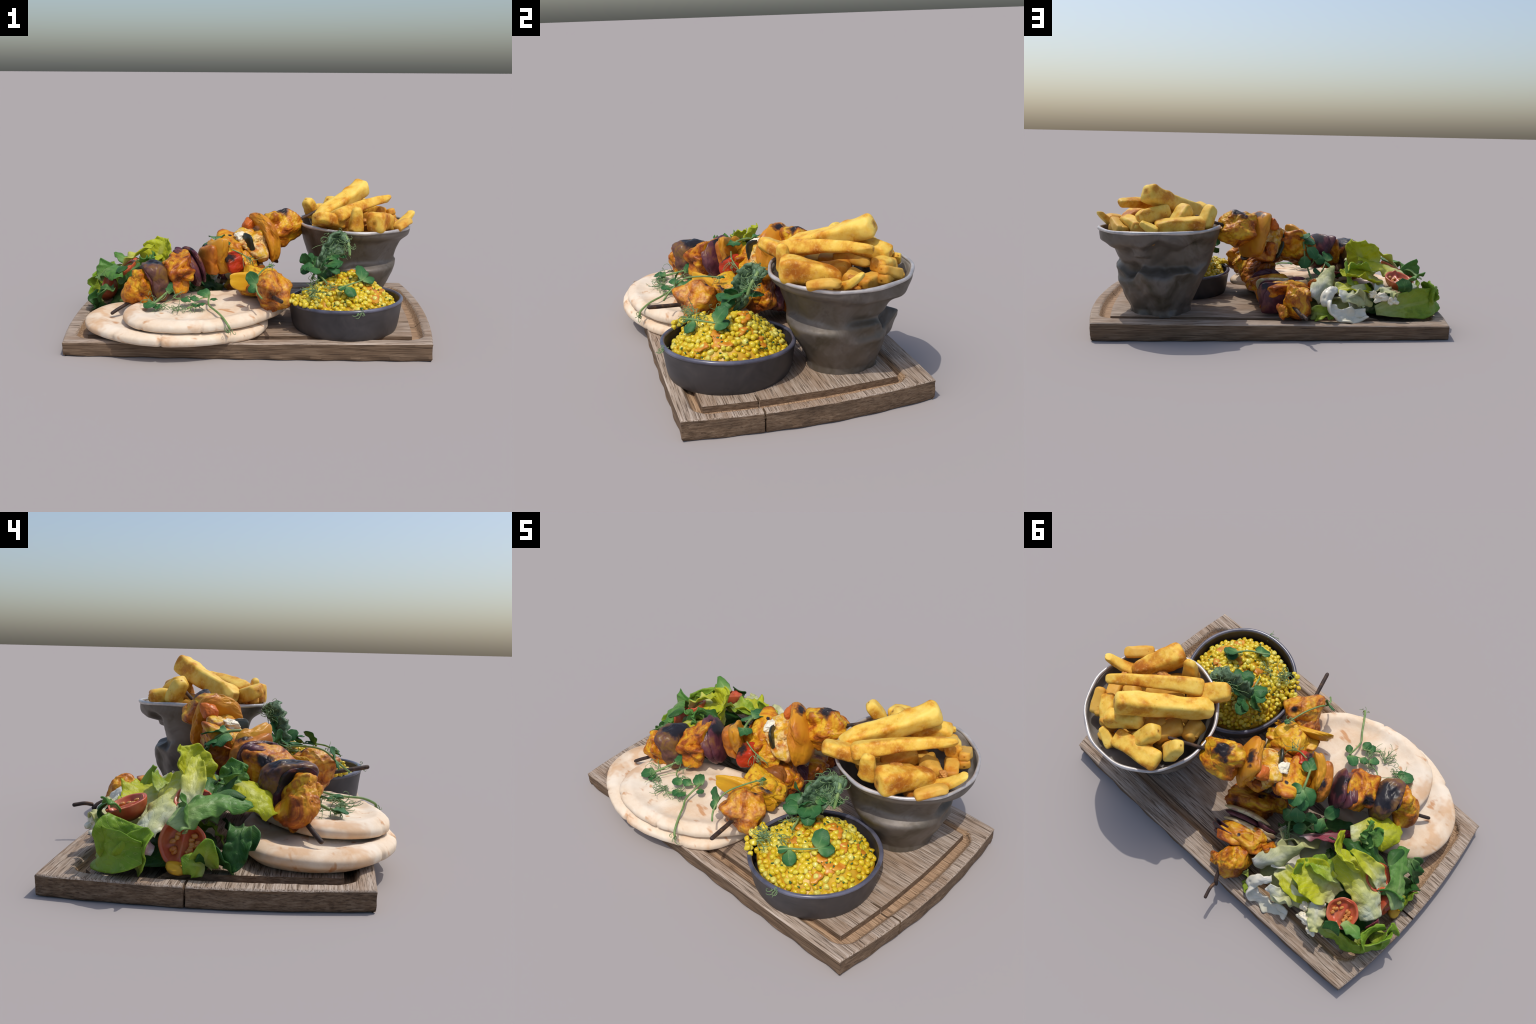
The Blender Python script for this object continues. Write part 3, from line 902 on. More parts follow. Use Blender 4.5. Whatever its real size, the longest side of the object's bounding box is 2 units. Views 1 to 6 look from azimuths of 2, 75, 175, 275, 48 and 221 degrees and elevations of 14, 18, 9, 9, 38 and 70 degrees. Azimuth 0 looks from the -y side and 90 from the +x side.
def lathe(profile, center, nt, wob=0.0, seed=0):
    th = np.linspace(0, 2 * np.pi, nt, endpoint=False)
    vs = []
    for r, z in profile:
        for t in th:
            k = 1 + wob * math.sin(3 * t + 9 * z + seed) + wob * 0.7 * math.sin(7 * t - 14 * z)
            vs.append(V(center[0] + r * k * math.cos(t), center[1] + r * k * math.sin(t), z))
    fs = []
    for i in range(len(profile) - 1):
        for j in range(nt):
            a = i * nt + j; b = i * nt + (j + 1) % nt
            fs.append((a, b, b + nt, a + nt))
    return np.array(vs), fs

def smooth_profile(pts, n):
    return [tuple(p[:2]) for p in catmull([(a, b, 0) for a, b in pts], n)]

def build_dish():
    root = thing('serving_dish', (DC[0], DC[1], 0.09), 'round shallow charcoal glazed stoneware dish', 'dish')
    prof = smooth_profile([(0.004, 0.088), (0.18, 0.088), (0.258, 0.089), (0.274, 0.098), (0.283, 0.13), (0.290, 0.18), (0.297, 0.226), (0.300, 0.238)], 60)
    inner = smooth_profile([(0.284, 0.238), (0.279, 0.20), (0.268, 0.15), (0.22, 0.115), (0.004, 0.110)], 40)
    v, f = lathe(prof + inner, DC, 160, 0.004, 1)
    part('dish_wall', dish_tilt(v), f, DISH, root)
    a = np.linspace(-0.35 * np.pi, 1.35 * np.pi, 16)
    rp = [(0.292 + 0.0105 * math.cos(t), 0.240 + 0.0095 * math.sin(t)) for t in a]
    v, f = lathe(rp + rp[:1], DC, 160, 0.004, 1)
    part('rim', dish_tilt(v), f, DISHRIM, root)

def heap_z(x, y):
    dx, dy = x - DC[0], y - DC[1]
    r = np.hypot(dx, dy) / 0.276
    base = 0.201 + 0.130 * np.clip(1 - r ** 2.4, 0, 1)
    base = base + 0.040 * np.exp(-(((x - 0.52) / 0.10) ** 2 + ((y + 0.20) / 0.09) ** 2))
    base = base + 0.050 * np.exp(-(((x - 0.275) / 0.06) ** 2 + ((y + 0.43) / 0.07) ** 2))
    base = base - 0.035 * np.exp(-(((x - 0.66) / 0.08) ** 2 + ((y + 0.08) / 0.08) ** 2))
    base = base + 0.047 * dx - 0.052 * dy
    P = np.stack([np.atleast_1d(x), np.atleast_1d(y), np.atleast_1d(x) * 0], 1)
    return base + 0.028 * fbm(P, 10, 3, 3)

def build_grain():
    root = thing('grain_salad', (DC[0], DC[1], 0.12), 'heap of yellow pearl couscous with soft carrot and herbs', 'couscous')
    # sauce-coated mass below the visible grains
    nt, nr = 120, 40
    vs = []
    for i in range(nr):
        r = 0.272 * (i + 0.02) / (nr - 1)
        t = np.linspace(0, 2 * np.pi, nt, endpoint=False)
        x, y = DC[0] + r * np.cos(t), DC[1] + r * np.sin(t)
        z = heap_z(x, y) - 0.007
        P = np.stack([x, y, z], 1)
        z = z + 0.012 * fbm(P, 42, 6, 2)
        vs += [V(a, b, c) for a, b, c in zip(x, y, z)]
    for k, (rr, zz) in enumerate(((0.262, 0.15), (0.004, 0.118))):
        vs += [V(DC[0] + rr * math.cos(q), DC[1] + rr * math.sin(q), zz) for q in np.linspace(0, 2 * np.pi, nt, endpoint=False)]
    fs = []
    for i in range(nr + 1):
        for j in range(nt):
            a = i * nt + j; b = i * nt + (j + 1) % nt
            fs.append((a, a + nt, b + nt, b))
    fs.append(tuple(range(nt)))
    part('sauce_mass', vs, fs, SAUCE, root)
    rng = random.Random(5)
    pts = []
    grid = {}
    tries = 0
    while tries < 26000 and len(pts) < 760:
        tries += 1
        t = rng.uniform(0, 6.2832); r = 0.262 * math.sqrt(rng.random())
        x, y = DC[0] + r * math.cos(t), DC[1] + r * math.sin(t)
        if rng.random() < 0.025:
            x, y = rng.gauss(0.262, 0.030), rng.gauss(-0.435, 0.036)
            if math.hypot(x - DC[0], y - DC[1]) > 0.325: continue
        # leave some bare sauce where the carrot lies
        if fbm(V(x, y, 0.3)[None], 9, 21, 2)[0] > 0.22 and rng.random() < 0.85: continue
        z = float(heap_z(np.array([x]), np.array([y]))[0])
        if math.hypot(x - DC[0], y - DC[1]) > 0.270: z = max(z, 0.262)
        p = V(x, y, z + rng.uniform(-0.010, 0.005))
        key = tuple((p / 0.026).astype(int))
        ok = True
        for a in (-1, 0, 1):
            for b in (-1, 0, 1):
                for c in (-1, 0, 1):
                    for q in grid.get((key[0] + a, key[1] + b, key[2] + c), ()):
                        if np.sum((q - p) ** 2) < 0.0213 ** 2: ok = False
        if ok:
            grid.setdefault(key, []).append(p); pts.append(p)
    # grains seen largest: those standing highest above the heap, all over it
    order = list(range(len(pts)))
    rng.shuffle(order)
    protos = []
    for s in range(4):
        v, f = lump((0, 0, 0), (0.0148, 0.0140, 0.0134), seed=300 + s, sub=3, sharp=3, facets=3, rough=0.06, fine=0.02)
        protos.append(make_mesh('grain', v, f, GRAIN))
    rest = []
    for k, i in enumerate(order):
        p = pts[i]
        s = rng.uniform(0.80, 1.18)
        R = Matrix.Rotation(rng.uniform(0, 6.28), 4, 'Z') @ Matrix.Rotation(rng.uniform(0, 3), 4, 'X')
        M = Matrix.Translation(p) @ R @ Matrix.Diagonal((s, s, s, 1))
        if k < 300:
            add_obj('grain', protos[k % 4], root, M)
        else:
            v, f = lump((0, 0, 0), (0.0145 * s, 0.0140 * s, 0.0134 * s), np.array(R.to_3x3()), seed=300 + k % 7, sub=3, sharp=3, facets=3, rough=0.06, fine=0.02)
            rest.append((v + p, f))
    v, f = join_parts(rest)
    part('grain_mass', v, f, GRAIN, root, kind='stuff')
    # carrot ribbons and herb cubes
    for k in range(13):
        if k < 9:
            x, y = [(0.60, -0.22), (0.66, -0.25), (0.70, -0.33), (0.58, -0.33), (0.63, -0.36), (0.46, -0.36), (0.50, -0.24), (0.68, -0.17), (0.42, -0.20)][k]
        else:
            t = rng.uniform(0, 6.28); r = rng.uniform(0.05, 0.22)
            x, y = DC[0] + r * math.cos(t), DC[1] + r * math.sin(t)
        a = rng.uniform(0, 3.14); L = rng.uniform(0.018, 0.034)
        P = []
        for q in (-1, -.3, .4, 1):
            px, py = x + q * L * math.cos(a) - 0.01 * q * q * math.sin(a), y + q * L * math.sin(a) + 0.012 * q * q * math.cos(a)
            P.append(V(px, py, float(heap_z(np.array([px]), np.array([py]))[0]) + 0.001 + 0.002 * q))
        v, f = tube(P, 1, 24, 14, 3, 0.024, 0.008, cap=0.012, noise=0.5, seed=k, nscale=45)
        part('carrot_piece', v, f, CARROT, root)
    rest = []
    for k in range(80):
        t = rng.uniform(0, 6.28); r = 0.262 * math.sqrt(rng.random())
        x, y = DC[0] + r * math.cos(t), DC[1] + r * math.sin(t)
        z = float(heap_z(np.array([x]), np.array([y]))[0]) + 0.009
        R = np.array((Matrix.Rotation(rng.uniform(0, 6), 3, 'Z') @ Matrix.Rotation(rng.uniform(0, 3), 3, 'X')))
        rest.append(lump((x, y, z), (rng.uniform(.005, .009), .005, .0035), R, seed=k, sub=2, sharp=9, facets=2))
    v, f = join_parts(rest)
    part('chopped_herb', v, f, CUBE, root, kind='stuff')
build_dish()
build_grain()

# ------------------------------------------------------------------ flatbreads
def flatbread(center, outline, mid, H, label, base=None, seed=0, notches=(), sag=0.0):
    C = np.asarray(center, float)
    O = np.array([(a, b, 0) for a, b in outline])
    Oc = catmull(np.vstack([O, O[:1], O[1:2]]), 400)[: int(400 * len(O) / (len(O) + 1))]
    ang = np.unwrap(np.arctan2(Oc[:, 1] - C[1], Oc[:, 0] - C[0]))
    rad = np.hypot(Oc[:, 0] - C[0], Oc[:, 1] - C[1]) + (0.002 if base is not None else 0.006)
    if ang[-1] < ang[0]:
        ang, rad = ang[::-1], rad[::-1]
    nt, ns = 220, 46
    th = np.linspace(-np.pi, np.pi, nt, endpoint=False)
    R = np.interp(np.mod(th - ang[0], 2 * np.pi), ang - ang[0], rad, period=2 * np.pi)
    R = np.convolve(np.r_[R[-3:], R, R[:3]], np.ones(7) / 7, 'valid')
    for t0, w, d in notches:
        dd = (th - t0 + np.pi) % (2 * np.pi) - np.pi
        R = R - d * np.exp(-(dd / w) ** 2)
    R = R + 0.004 * fbm(np.stack([np.cos(th) * 3, np.sin(th) * 3, th * 0], 1), 2.2, seed, 3)
    def surf(sgn):
        s = 1 - (1 - np.linspace(0.0, 1, ns)) ** 1.8
        s = np.sin(s * np.pi / 2) * 0.5 + s * 0.5
        rows = []
        for q in s:
            x = C[0] + q * R * np.cos(th); y = C[1] + q * R * np.sin(th)
            m = mid(x, y)
            h = H * (1 - min(q, 0.9999) ** 14) ** (1 / 2.6)
            z = m + sgn * h
            P = np.stack([x, y, x * 0], 1)
            if sgn > 0:
                k = 1 - q ** 12
                z = z + k * (0.012 * fbm(P, 6, seed + 1, 3) + 0.003 * fbm(P, 24, seed + 2, 3))
                # pillow rim a little above the slack middle
                z = z + 0.008 * np.exp(-((q - 0.86) / 0.08) ** 2) - 0.006 * np.exp(-((q - 0.66) / 0.12) ** 2) - sag * (1 - q * q)
            elif base is not None and q < 0.97:
                k = np.clip((0.97 - q) / 0.12, 0, 1)
                k = k * k * (3 - 2 * k)
                z = z * (1 - k) + k * (base(x) + 0.004)
            rows.append(np.stack([x, y, z], 1))
        return rows
    top, bot = surf(1), surf(-1)
    rows = top[1:] + bot[1:-1][::-1]
    # the baked seam runs round the edge
    verts = np.vstack(rows)
    m = len(rows)
    fs = []
    for i in range(m - 1):
        for j in range(nt):
            a = i * nt + j; b = i * nt + (j + 1) % nt
            fs.append((a, a + nt, b + nt, b))
    n = len(verts)
    verts = np.vstack([verts, top[0].mean(0), bot[0].mean(0)])
    for j in range(nt):
        fs.append((n, j, (j + 1) % nt))
        fs.append((n + 1, (m - 1) * nt + (j + 1) % nt, (m - 1) * nt + j))
    fr = np.eye(4); fr[:3, 3] = (C[0], C[1], float(mid(C[:1], C[1:2])[0]))
    return part('pita_bread', verts, fs, PITA, None, fr, label, 'flatbread')

flatbread((-0.37, -0.36),
          [(-0.872, -0.35), (-0.845, -0.253), (-0.785, -0.172), (-0.65, -0.11), (-0.45, -0.09), (-0.2, -0.09), (0.0, -0.14), (0.10, -0.28),
           (0.085, -0.45), (-0.013, -0.575), (-0.264, -0.672), (-0.445, -0.688), (-0.626, -0.648), (-0.79, -0.545), (-0.850, -0.456)],
          lambda x, y: 0.130 - 0.020 * (x + 0.4) + 0.025 * (y + 0.4) - 0.010,
          0.031, 'round puffy pita bread with toasted brown spots', base=board_top, seed=3, sag=0.004,
          notches=((math.atan2(-0.32, -0.056), 0.022, 0.020), (math.atan2(-0.28, -0.33), 0.02, 0.012), (math.atan2(-0.25, 0.30), 0.02, 0.010)))
flatbread((-0.22, -0.34),
          [(-0.645, -0.46), (-0.640, -0.385), (-0.58, -0.30), (-0.45, -0.20), (-0.28, -0.12), (-0.10, -0.07), (0.06, -0.07), (0.175, -0.12), (0.210, -0.20),
           (0.175, -0.32), (0.090, -0.440), (0.0, -0.535), (-0.079, -0.583), (-0.219, -0.640), (-0.381, -0.660), (-0.524, -0.634), (-0.606, -0.564)],
          lambda x, y: 0.181 - 0.012 * (x + 0.2) + 0.035 * (y + 0.4) - 0.10 * np.clip(x + 0.05, 0, 1) ** 2 - 0.0,
          0.028, 'half-moon pita bread resting on another', seed=8, sag=-0.004,
          notches=((math.atan2(-0.31, 0.0), 0.016, 0.010), (math.atan2(-0.26, -0.28), 0.02, 0.008)))

# ------------------------------------------------------------------ skewers
S1A, S1B = V(-0.66, -0.36, 0.235), V(0.30, 0.228, 0.585)
AX1 = unit(S1B - S1A)
S2A, S2B = V(0.178, -0.611, 0.312), V(-0.155, 0.66, 0.13)
AX2 = unit(S2B - S2A)
F1, F2 = frame_from(AX1), frame_from(AX2)

def chunk(root, name, c, half, F, mat, seed, dome=0.0, sub=6, tilt=(0, 0, 0), **kw):
    """half = (along the skewer, across, up)"""
    if name == 'chicken_chunk':
        half = tuple(h * q for h, q in zip(half, (1.22, 1.02, 0.97)))
    R = np.asarray(F)
    if any(tilt):
        T = np.array((Matrix.Rotation(tilt[2], 3, 'Z') @ Matrix.Rotation(tilt[1], 3, 'Y') @ Matrix.Rotation(tilt[0], 3, 'X')))
        R = R @ T
    v, f = lump((0, 0, 0), half, np.eye(3), seed, sub, **kw)
    if name == 'chicken_chunk' and min(half) > 0.05:
        # torn side lobes of the same piece
        rg = random.Random(seed * 7 + 1)
        parts = [(v, f)]
        for q in range(2):
            t = rg.uniform(0, 6.28)
            hh = tuple(h * rg.uniform(0.45, 0.66) for h in half)
            o = V(rg.uniform(-.45, .45) * half[0], 0.55 * half[1] * math.cos(t), 0.50 * half[2] * math.sin(t))
            parts.append(lump(o, hh, np.eye(3), seed * 13 + q, 5, **kw))
        v, f = join_parts(parts)
    if dome:
        v = v.copy()
        v[:, 0] += dome * ((v[:, 1] / half[1]) ** 2 + (v[:, 2] / half[2]) ** 2)
    v = v @ R.T + np.asarray(c, float)
    fr = np.eye(4); fr[:3, 3] = c
    return part(name, v, f, mat, root, fr)

def stick(root, pts, r, name='stick'):
    v, f = tube(pts, r, 40, 10, 2, cap=1.2, noise=0.15, seed=1)
    return part(name, v, f, STICK, root)

k1 = thing('kebab_skewer', tuple(S1A), 'grilled chicken and vegetable kebab leaning on a bucket', 'kebab')
stick(k1, [(-0.728, -0.404, 0.170), (-0.664, -0.360, 0.205), (-0.50, -0.262, 0.29), (-0.10, -0.02, 0.435), (0.30, 0.228, 0.580), (0.366, 0.270, 0.606), (0.418, 0.302, 0.628)], 0.0095)
kk = dict(rough=0.15, fine=0.022, jitter=0.45, facets=13, cut=(0.66, 1.2), sharp=13, wrinkle=0.10)
chunk(k1, 'chicken_chunk', (0.195, 0.168, 0.540), (0.106, 0.116, 0.110), F1, m_chicken('chicken_scorched_top', [((-0.02, 0.01, 0.11), 0.042), ((0.01, -0.05, 0.09), 0.012), ((0.06, 0.07, 0.07), 0.02)], -0.06), 1, **kk)
chunk(k1, 'pepper_slice', (0.098, 0.103, 0.498), (0.046, 0.132, 0.150), F1, m_pepper('orange_pepper', (0.62, 0.27, 0.015), (0.48, 0.13, 0.012), [((-0.03, 0.01, 0.14), 0.036)]), 2, dome=-0.035, sharp=4, rough=0.08, facets=4)
chunk(k1, 'pepper_slice', (0.115, 0.050, 0.395), (0.016, 0.055, 0.060), F1, m_pepper('blackened_pepper', (0.10, 0.04, 0.01), (0.03, 0.014, 0.008)), 22, dome=0.02, sharp=4, sub=5)
chunk(k1, 'chicken_chunk', (0.015, 0.045, 0.470), (0.085, 0.115, 0.108), F1, m_chicken('pale_seared_chicken', [((0.03, -0.07, 0.05), 0.010), ((0.02, -0.02, 0.085), 0.008)], -0.10, 0.75), 3, **kk)
chunk(k1, 'chicken_chunk', (0.020, 0.080, 0.410), (0.080, 0.080, 0.100), F1, m_chicken('dark_seared_chicken', (), 0.10), 23, **kk)
chunk(k1, 'pepper_piece', (-0.018, 0.108, 0.562), (0.035, 0.044, 0.036), F1, m_pepper('red_orange_pepper', (0.60, 0.16, 0.02), (0.45, 0.07, 0.012)), 4, sub=5)
chunk(k1, 'cheese_piece', (-0.062, 0.012, 0.515), (0.032, 0.040, 0.022), F1, CHEESE, 5, sub=5, rough=0.25, fine=0.12)
chunk(k1, 'courgette_slice', (-0.038, 0.030, 0.440), (0.021, 0.108, 0.100), F1, m_courgette(), 6, dome=0.014, sharp=4, facets=3, rough=0.05)
chunk(k1, 'chicken_chunk', (-0.122, 0.000, 0.415), (0.092, 0.125, 0.112), F1, m_chicken('yellow_chicken', [((0.0, 0.05, 0.095), 0.012)], -0.05), 7, **kk)
chunk(k1, 'chicken_chunk', (-0.040, -0.050, 0.375), (0.080, 0.065, 0.090), F1, m_chicken('turmeric_chicken', (), -0.10), 27, **kk)
chunk(k1, 'red_pepper_piece', (-0.078, -0.125, 0.385), (0.062, 0.045, 0.062), F1, m_pepper('scorched_red_pepper', (0.42, 0.020, 0.008), (0.50, 0.06, 0.012), [((-0.045, -0.03, 0.045), 0.040)]), 8, sub=6, sharp=8, facets=2)
chunk(k1, 'pepper_slice', (-0.200, -0.090, 0.410), (0.036, 0.108, 0.120), F1, m_pepper('amber_pepper', (0.64, 0.32, 0.02), (0.52, 0.16, 0.012), [((-0.005, -0.085, -0.01), 0.014), ((0.01, -0.10, -0.035), 0.020)]), 9, dome=0.028, sharp=5, facets=6, tilt=(0, 0, 0.1))
chunk(k1, 'pepper_slice', (-0.240, -0.085, 0.390), (0.045, 0.108, 0.108), F1, m_pepper('golden_pepper', (0.56, 0.20, 0.02), (0.40, 0.10, 0.012), [((0, 0.02, 0.09), 0.03)]), 10, dome=0.02, sharp=5)
for q, (dx, hr, ch) in enumerate([(0.0, 0.118, 0.070), (0.040, 0.112, 0.075)]):
    c = V(-0.320, -0.150, 0.362) + AX1 * dx
    chunk(k1, 'onion_layer', c, (0.034 - 0.014 * q, hr * 0.98, hr * 1.02), F1, m_onion('red_onion_layer', [((0.0, 0.02, 0.10), ch)]), 30 + q, dome=-0.022, sharp=3.5, facets=2, rough=0.05)
chunk(k1, 'chicken_chunk', (-0.402, -0.196, 0.348), (0.086, 0.112, 0.104), F1, m_chicken('orange_chicken', [((0.03, -0.02, 0.10), 0.012), ((-0.06, 0.02, 0.07), 0.03)], 0.02), 12, **kk)
chunk(k1, 'onion_layer', (-0.490, -0.250, 0.328), (0.066, 0.112, 0.120), F1, m_onion('browned_onion', [((-0.01, 0.0, 0.105), 0.090)], brown=True), 13, dome=-0.02, sharp=4, facets=4)
chunk(k1, 'onion_layer', (-0.528, -0.275, 0.318), (0.026, 0.090, 0.108), F1, m_onion('blackened_onion', [((0, 0.03, 0.06), 0.10)]), 33, dome=-0.02, sharp=4, facets=2)
chunk(k1, 'chicken_chunk', (-0.592, -0.318, 0.278), (0.076, 0.096, 0.122), F1, m_chicken('golden_chicken', [((-0.03, 0.03, 0.10), 0.012)], -0.02), 14, tilt=(0.2, 0, 0), **kk)

k2 = thing('kebab_skewer', tuple(S2A), 'grilled chicken and onion kebab lying across the board', 'kebab')
stick(k2, [(0.181, -0.613, 0.314), (0.150, -0.50, 0.297), (0.06, -0.17, 0.25), (-0.03, 0.20, 0.205), (-0.112, 0.530, 0.166), (-0.150, 0.605, 0.130)], 0.0105)
stick(k2, [(-0.140, 0.600, 0.148), (-0.144, 0.640, 0.153), (-0.158, 0.690, 0.145)], 0.0085, 'stick_splinter')
chunk(k2, 'chicken_chunk', (0.128, -0.350, 0.298), (0.100, 0.112, 0.112), F2, m_chicken('seared_chicken', [((0.02, 0.05, 0.09), 0.018)], 0.03, 0.15), 15, **kk)
chunk(k2, 'pepper_strip', (0.045, -0.262, 0.318), (0.020, 0.165, 0.072), F2, m_pepper('yellow_pepper', (0.66, 0.36, 0.015), (0.58, 0.24, 0.012), [((0.11, 0.03, 0.06), 0.035)]), 16, dome=-0.012, sharp=5, facets=3, tilt=(0.1, 0, 0.12))
chunk(k2, 'chicken_chunk', (0.062, -0.190, 0.298), (0.082, 0.120, 0.098), F2, m_chicken('yellow_kebab_chicken', [((0.05, 0.0, 0.08), 0.012)], -0.14), 17, **kk)
chunk(k2, 'pepper_slice', (0.045, -0.100, 0.270), (0.040, 0.095, 0.095), F2, m_pepper('charred_pepper', (0.30, 0.10, 0.015), (0.10, 0.03, 0.010)), 18, dome=0.02, sharp=5)
chunk(k2, 'chicken_chunk', (0.045, -0.030, 0.250), (0.085, 0.105, 0.100), F2, m_chicken('brown_kebab_chicken', (), 0.08), 19, **kk)
chunk(k2, 'onion_layer', (0.005, 0.065, 0.225), (0.050, 0.120, 0.095), F2, m_onion('red_onion_wedge'), 20, dome=0.02, sharp=4)
chunk(k2, 'chicken_chunk', (-0.018, 0.150, 0.205), (0.088, 0.148, 0.098), F2, m_chicken('glazed_chicken', [((0.01, -0.04, 0.08), 0.03)], 0.02), 21, tilt=(0, 0, 0.10), **kk)
for q in range(3):
    c = V(-0.035, 0.222, 0.200) + AX2 * 0.028 * q
    chunk(k2, 'onion_layer', c, (0.017, 0.130 - 0.010 * q, 0.086 - 0.004 * q), F2, m_onion('pale_onion_layer', pale=(q % 2 == 0)), 50 + q, dome=0.020, sharp=3.5, facets=2, rough=0.05, sub=5)
for q in range(3):
    c = V(-0.165, 0.240, 0.232) + AX2 * 0.020 * q - V(0, 0, 0.012) * q
    chunk(k2, 'onion_layer', c, (0.009, 0.062 - 0.006 * q, 0.050 - 0.004 * q), F2, m_onion('onion_heart', pale=(q != 0)), 55 + q, dome=-0.016, sharp=3.2, facets=1, rough=0.05, sub=5)
chunk(k2, 'chicken_chunk', (-0.085, 0.330, 0.200), (0.070, 0.155, 0.090), F2, m_chicken('amber_chicken', [((0.0, 0.03, 0.075), 0.016), ((0.10, -0.05, 0.06), 0.014)], -0.02), 24, tilt=(0.12, 0, 0.16), **kk)
chunk(k2, 'chicken_chunk', (-0.245, 0.300, 0.235), (0.040, 0.060, 0.056), F2, m_chicken('browned_nub', [((0, 0, 0.05), 0.010)], 0.06), 25, sub=5, **kk)
for q in range(3):
    c = V(-0.050, 0.362, 0.185) + AX2 * 0.018 * q
    chunk(k2, 'onion_layer', c, (0.011, 0.128 - 0.006 * q, 0.098 - 0.004 * q), F2, m_onion('purple_onion_layer', [((0.115, -0.03, 0.06), 0.060)]), 60 + q, dome=-0.022, sharp=3.5, facets=2, rough=0.06, sub=5)
chunk(k2, 'chicken_chunk', (-0.112, 0.462, 0.183), (0.084, 0.114, 0.106), F2, m_chicken('end_chicken', [((0.045, -0.02, 0.08), 0.014)], 0.0), 26, **kk)
chunk(k2, 'chicken_chunk', (-0.055, 0.500, 0.135), (0.032, 0.038, 0.048), F2, m_chicken('chicken_flap', (), 0.02), 28, sub=5, **kk)

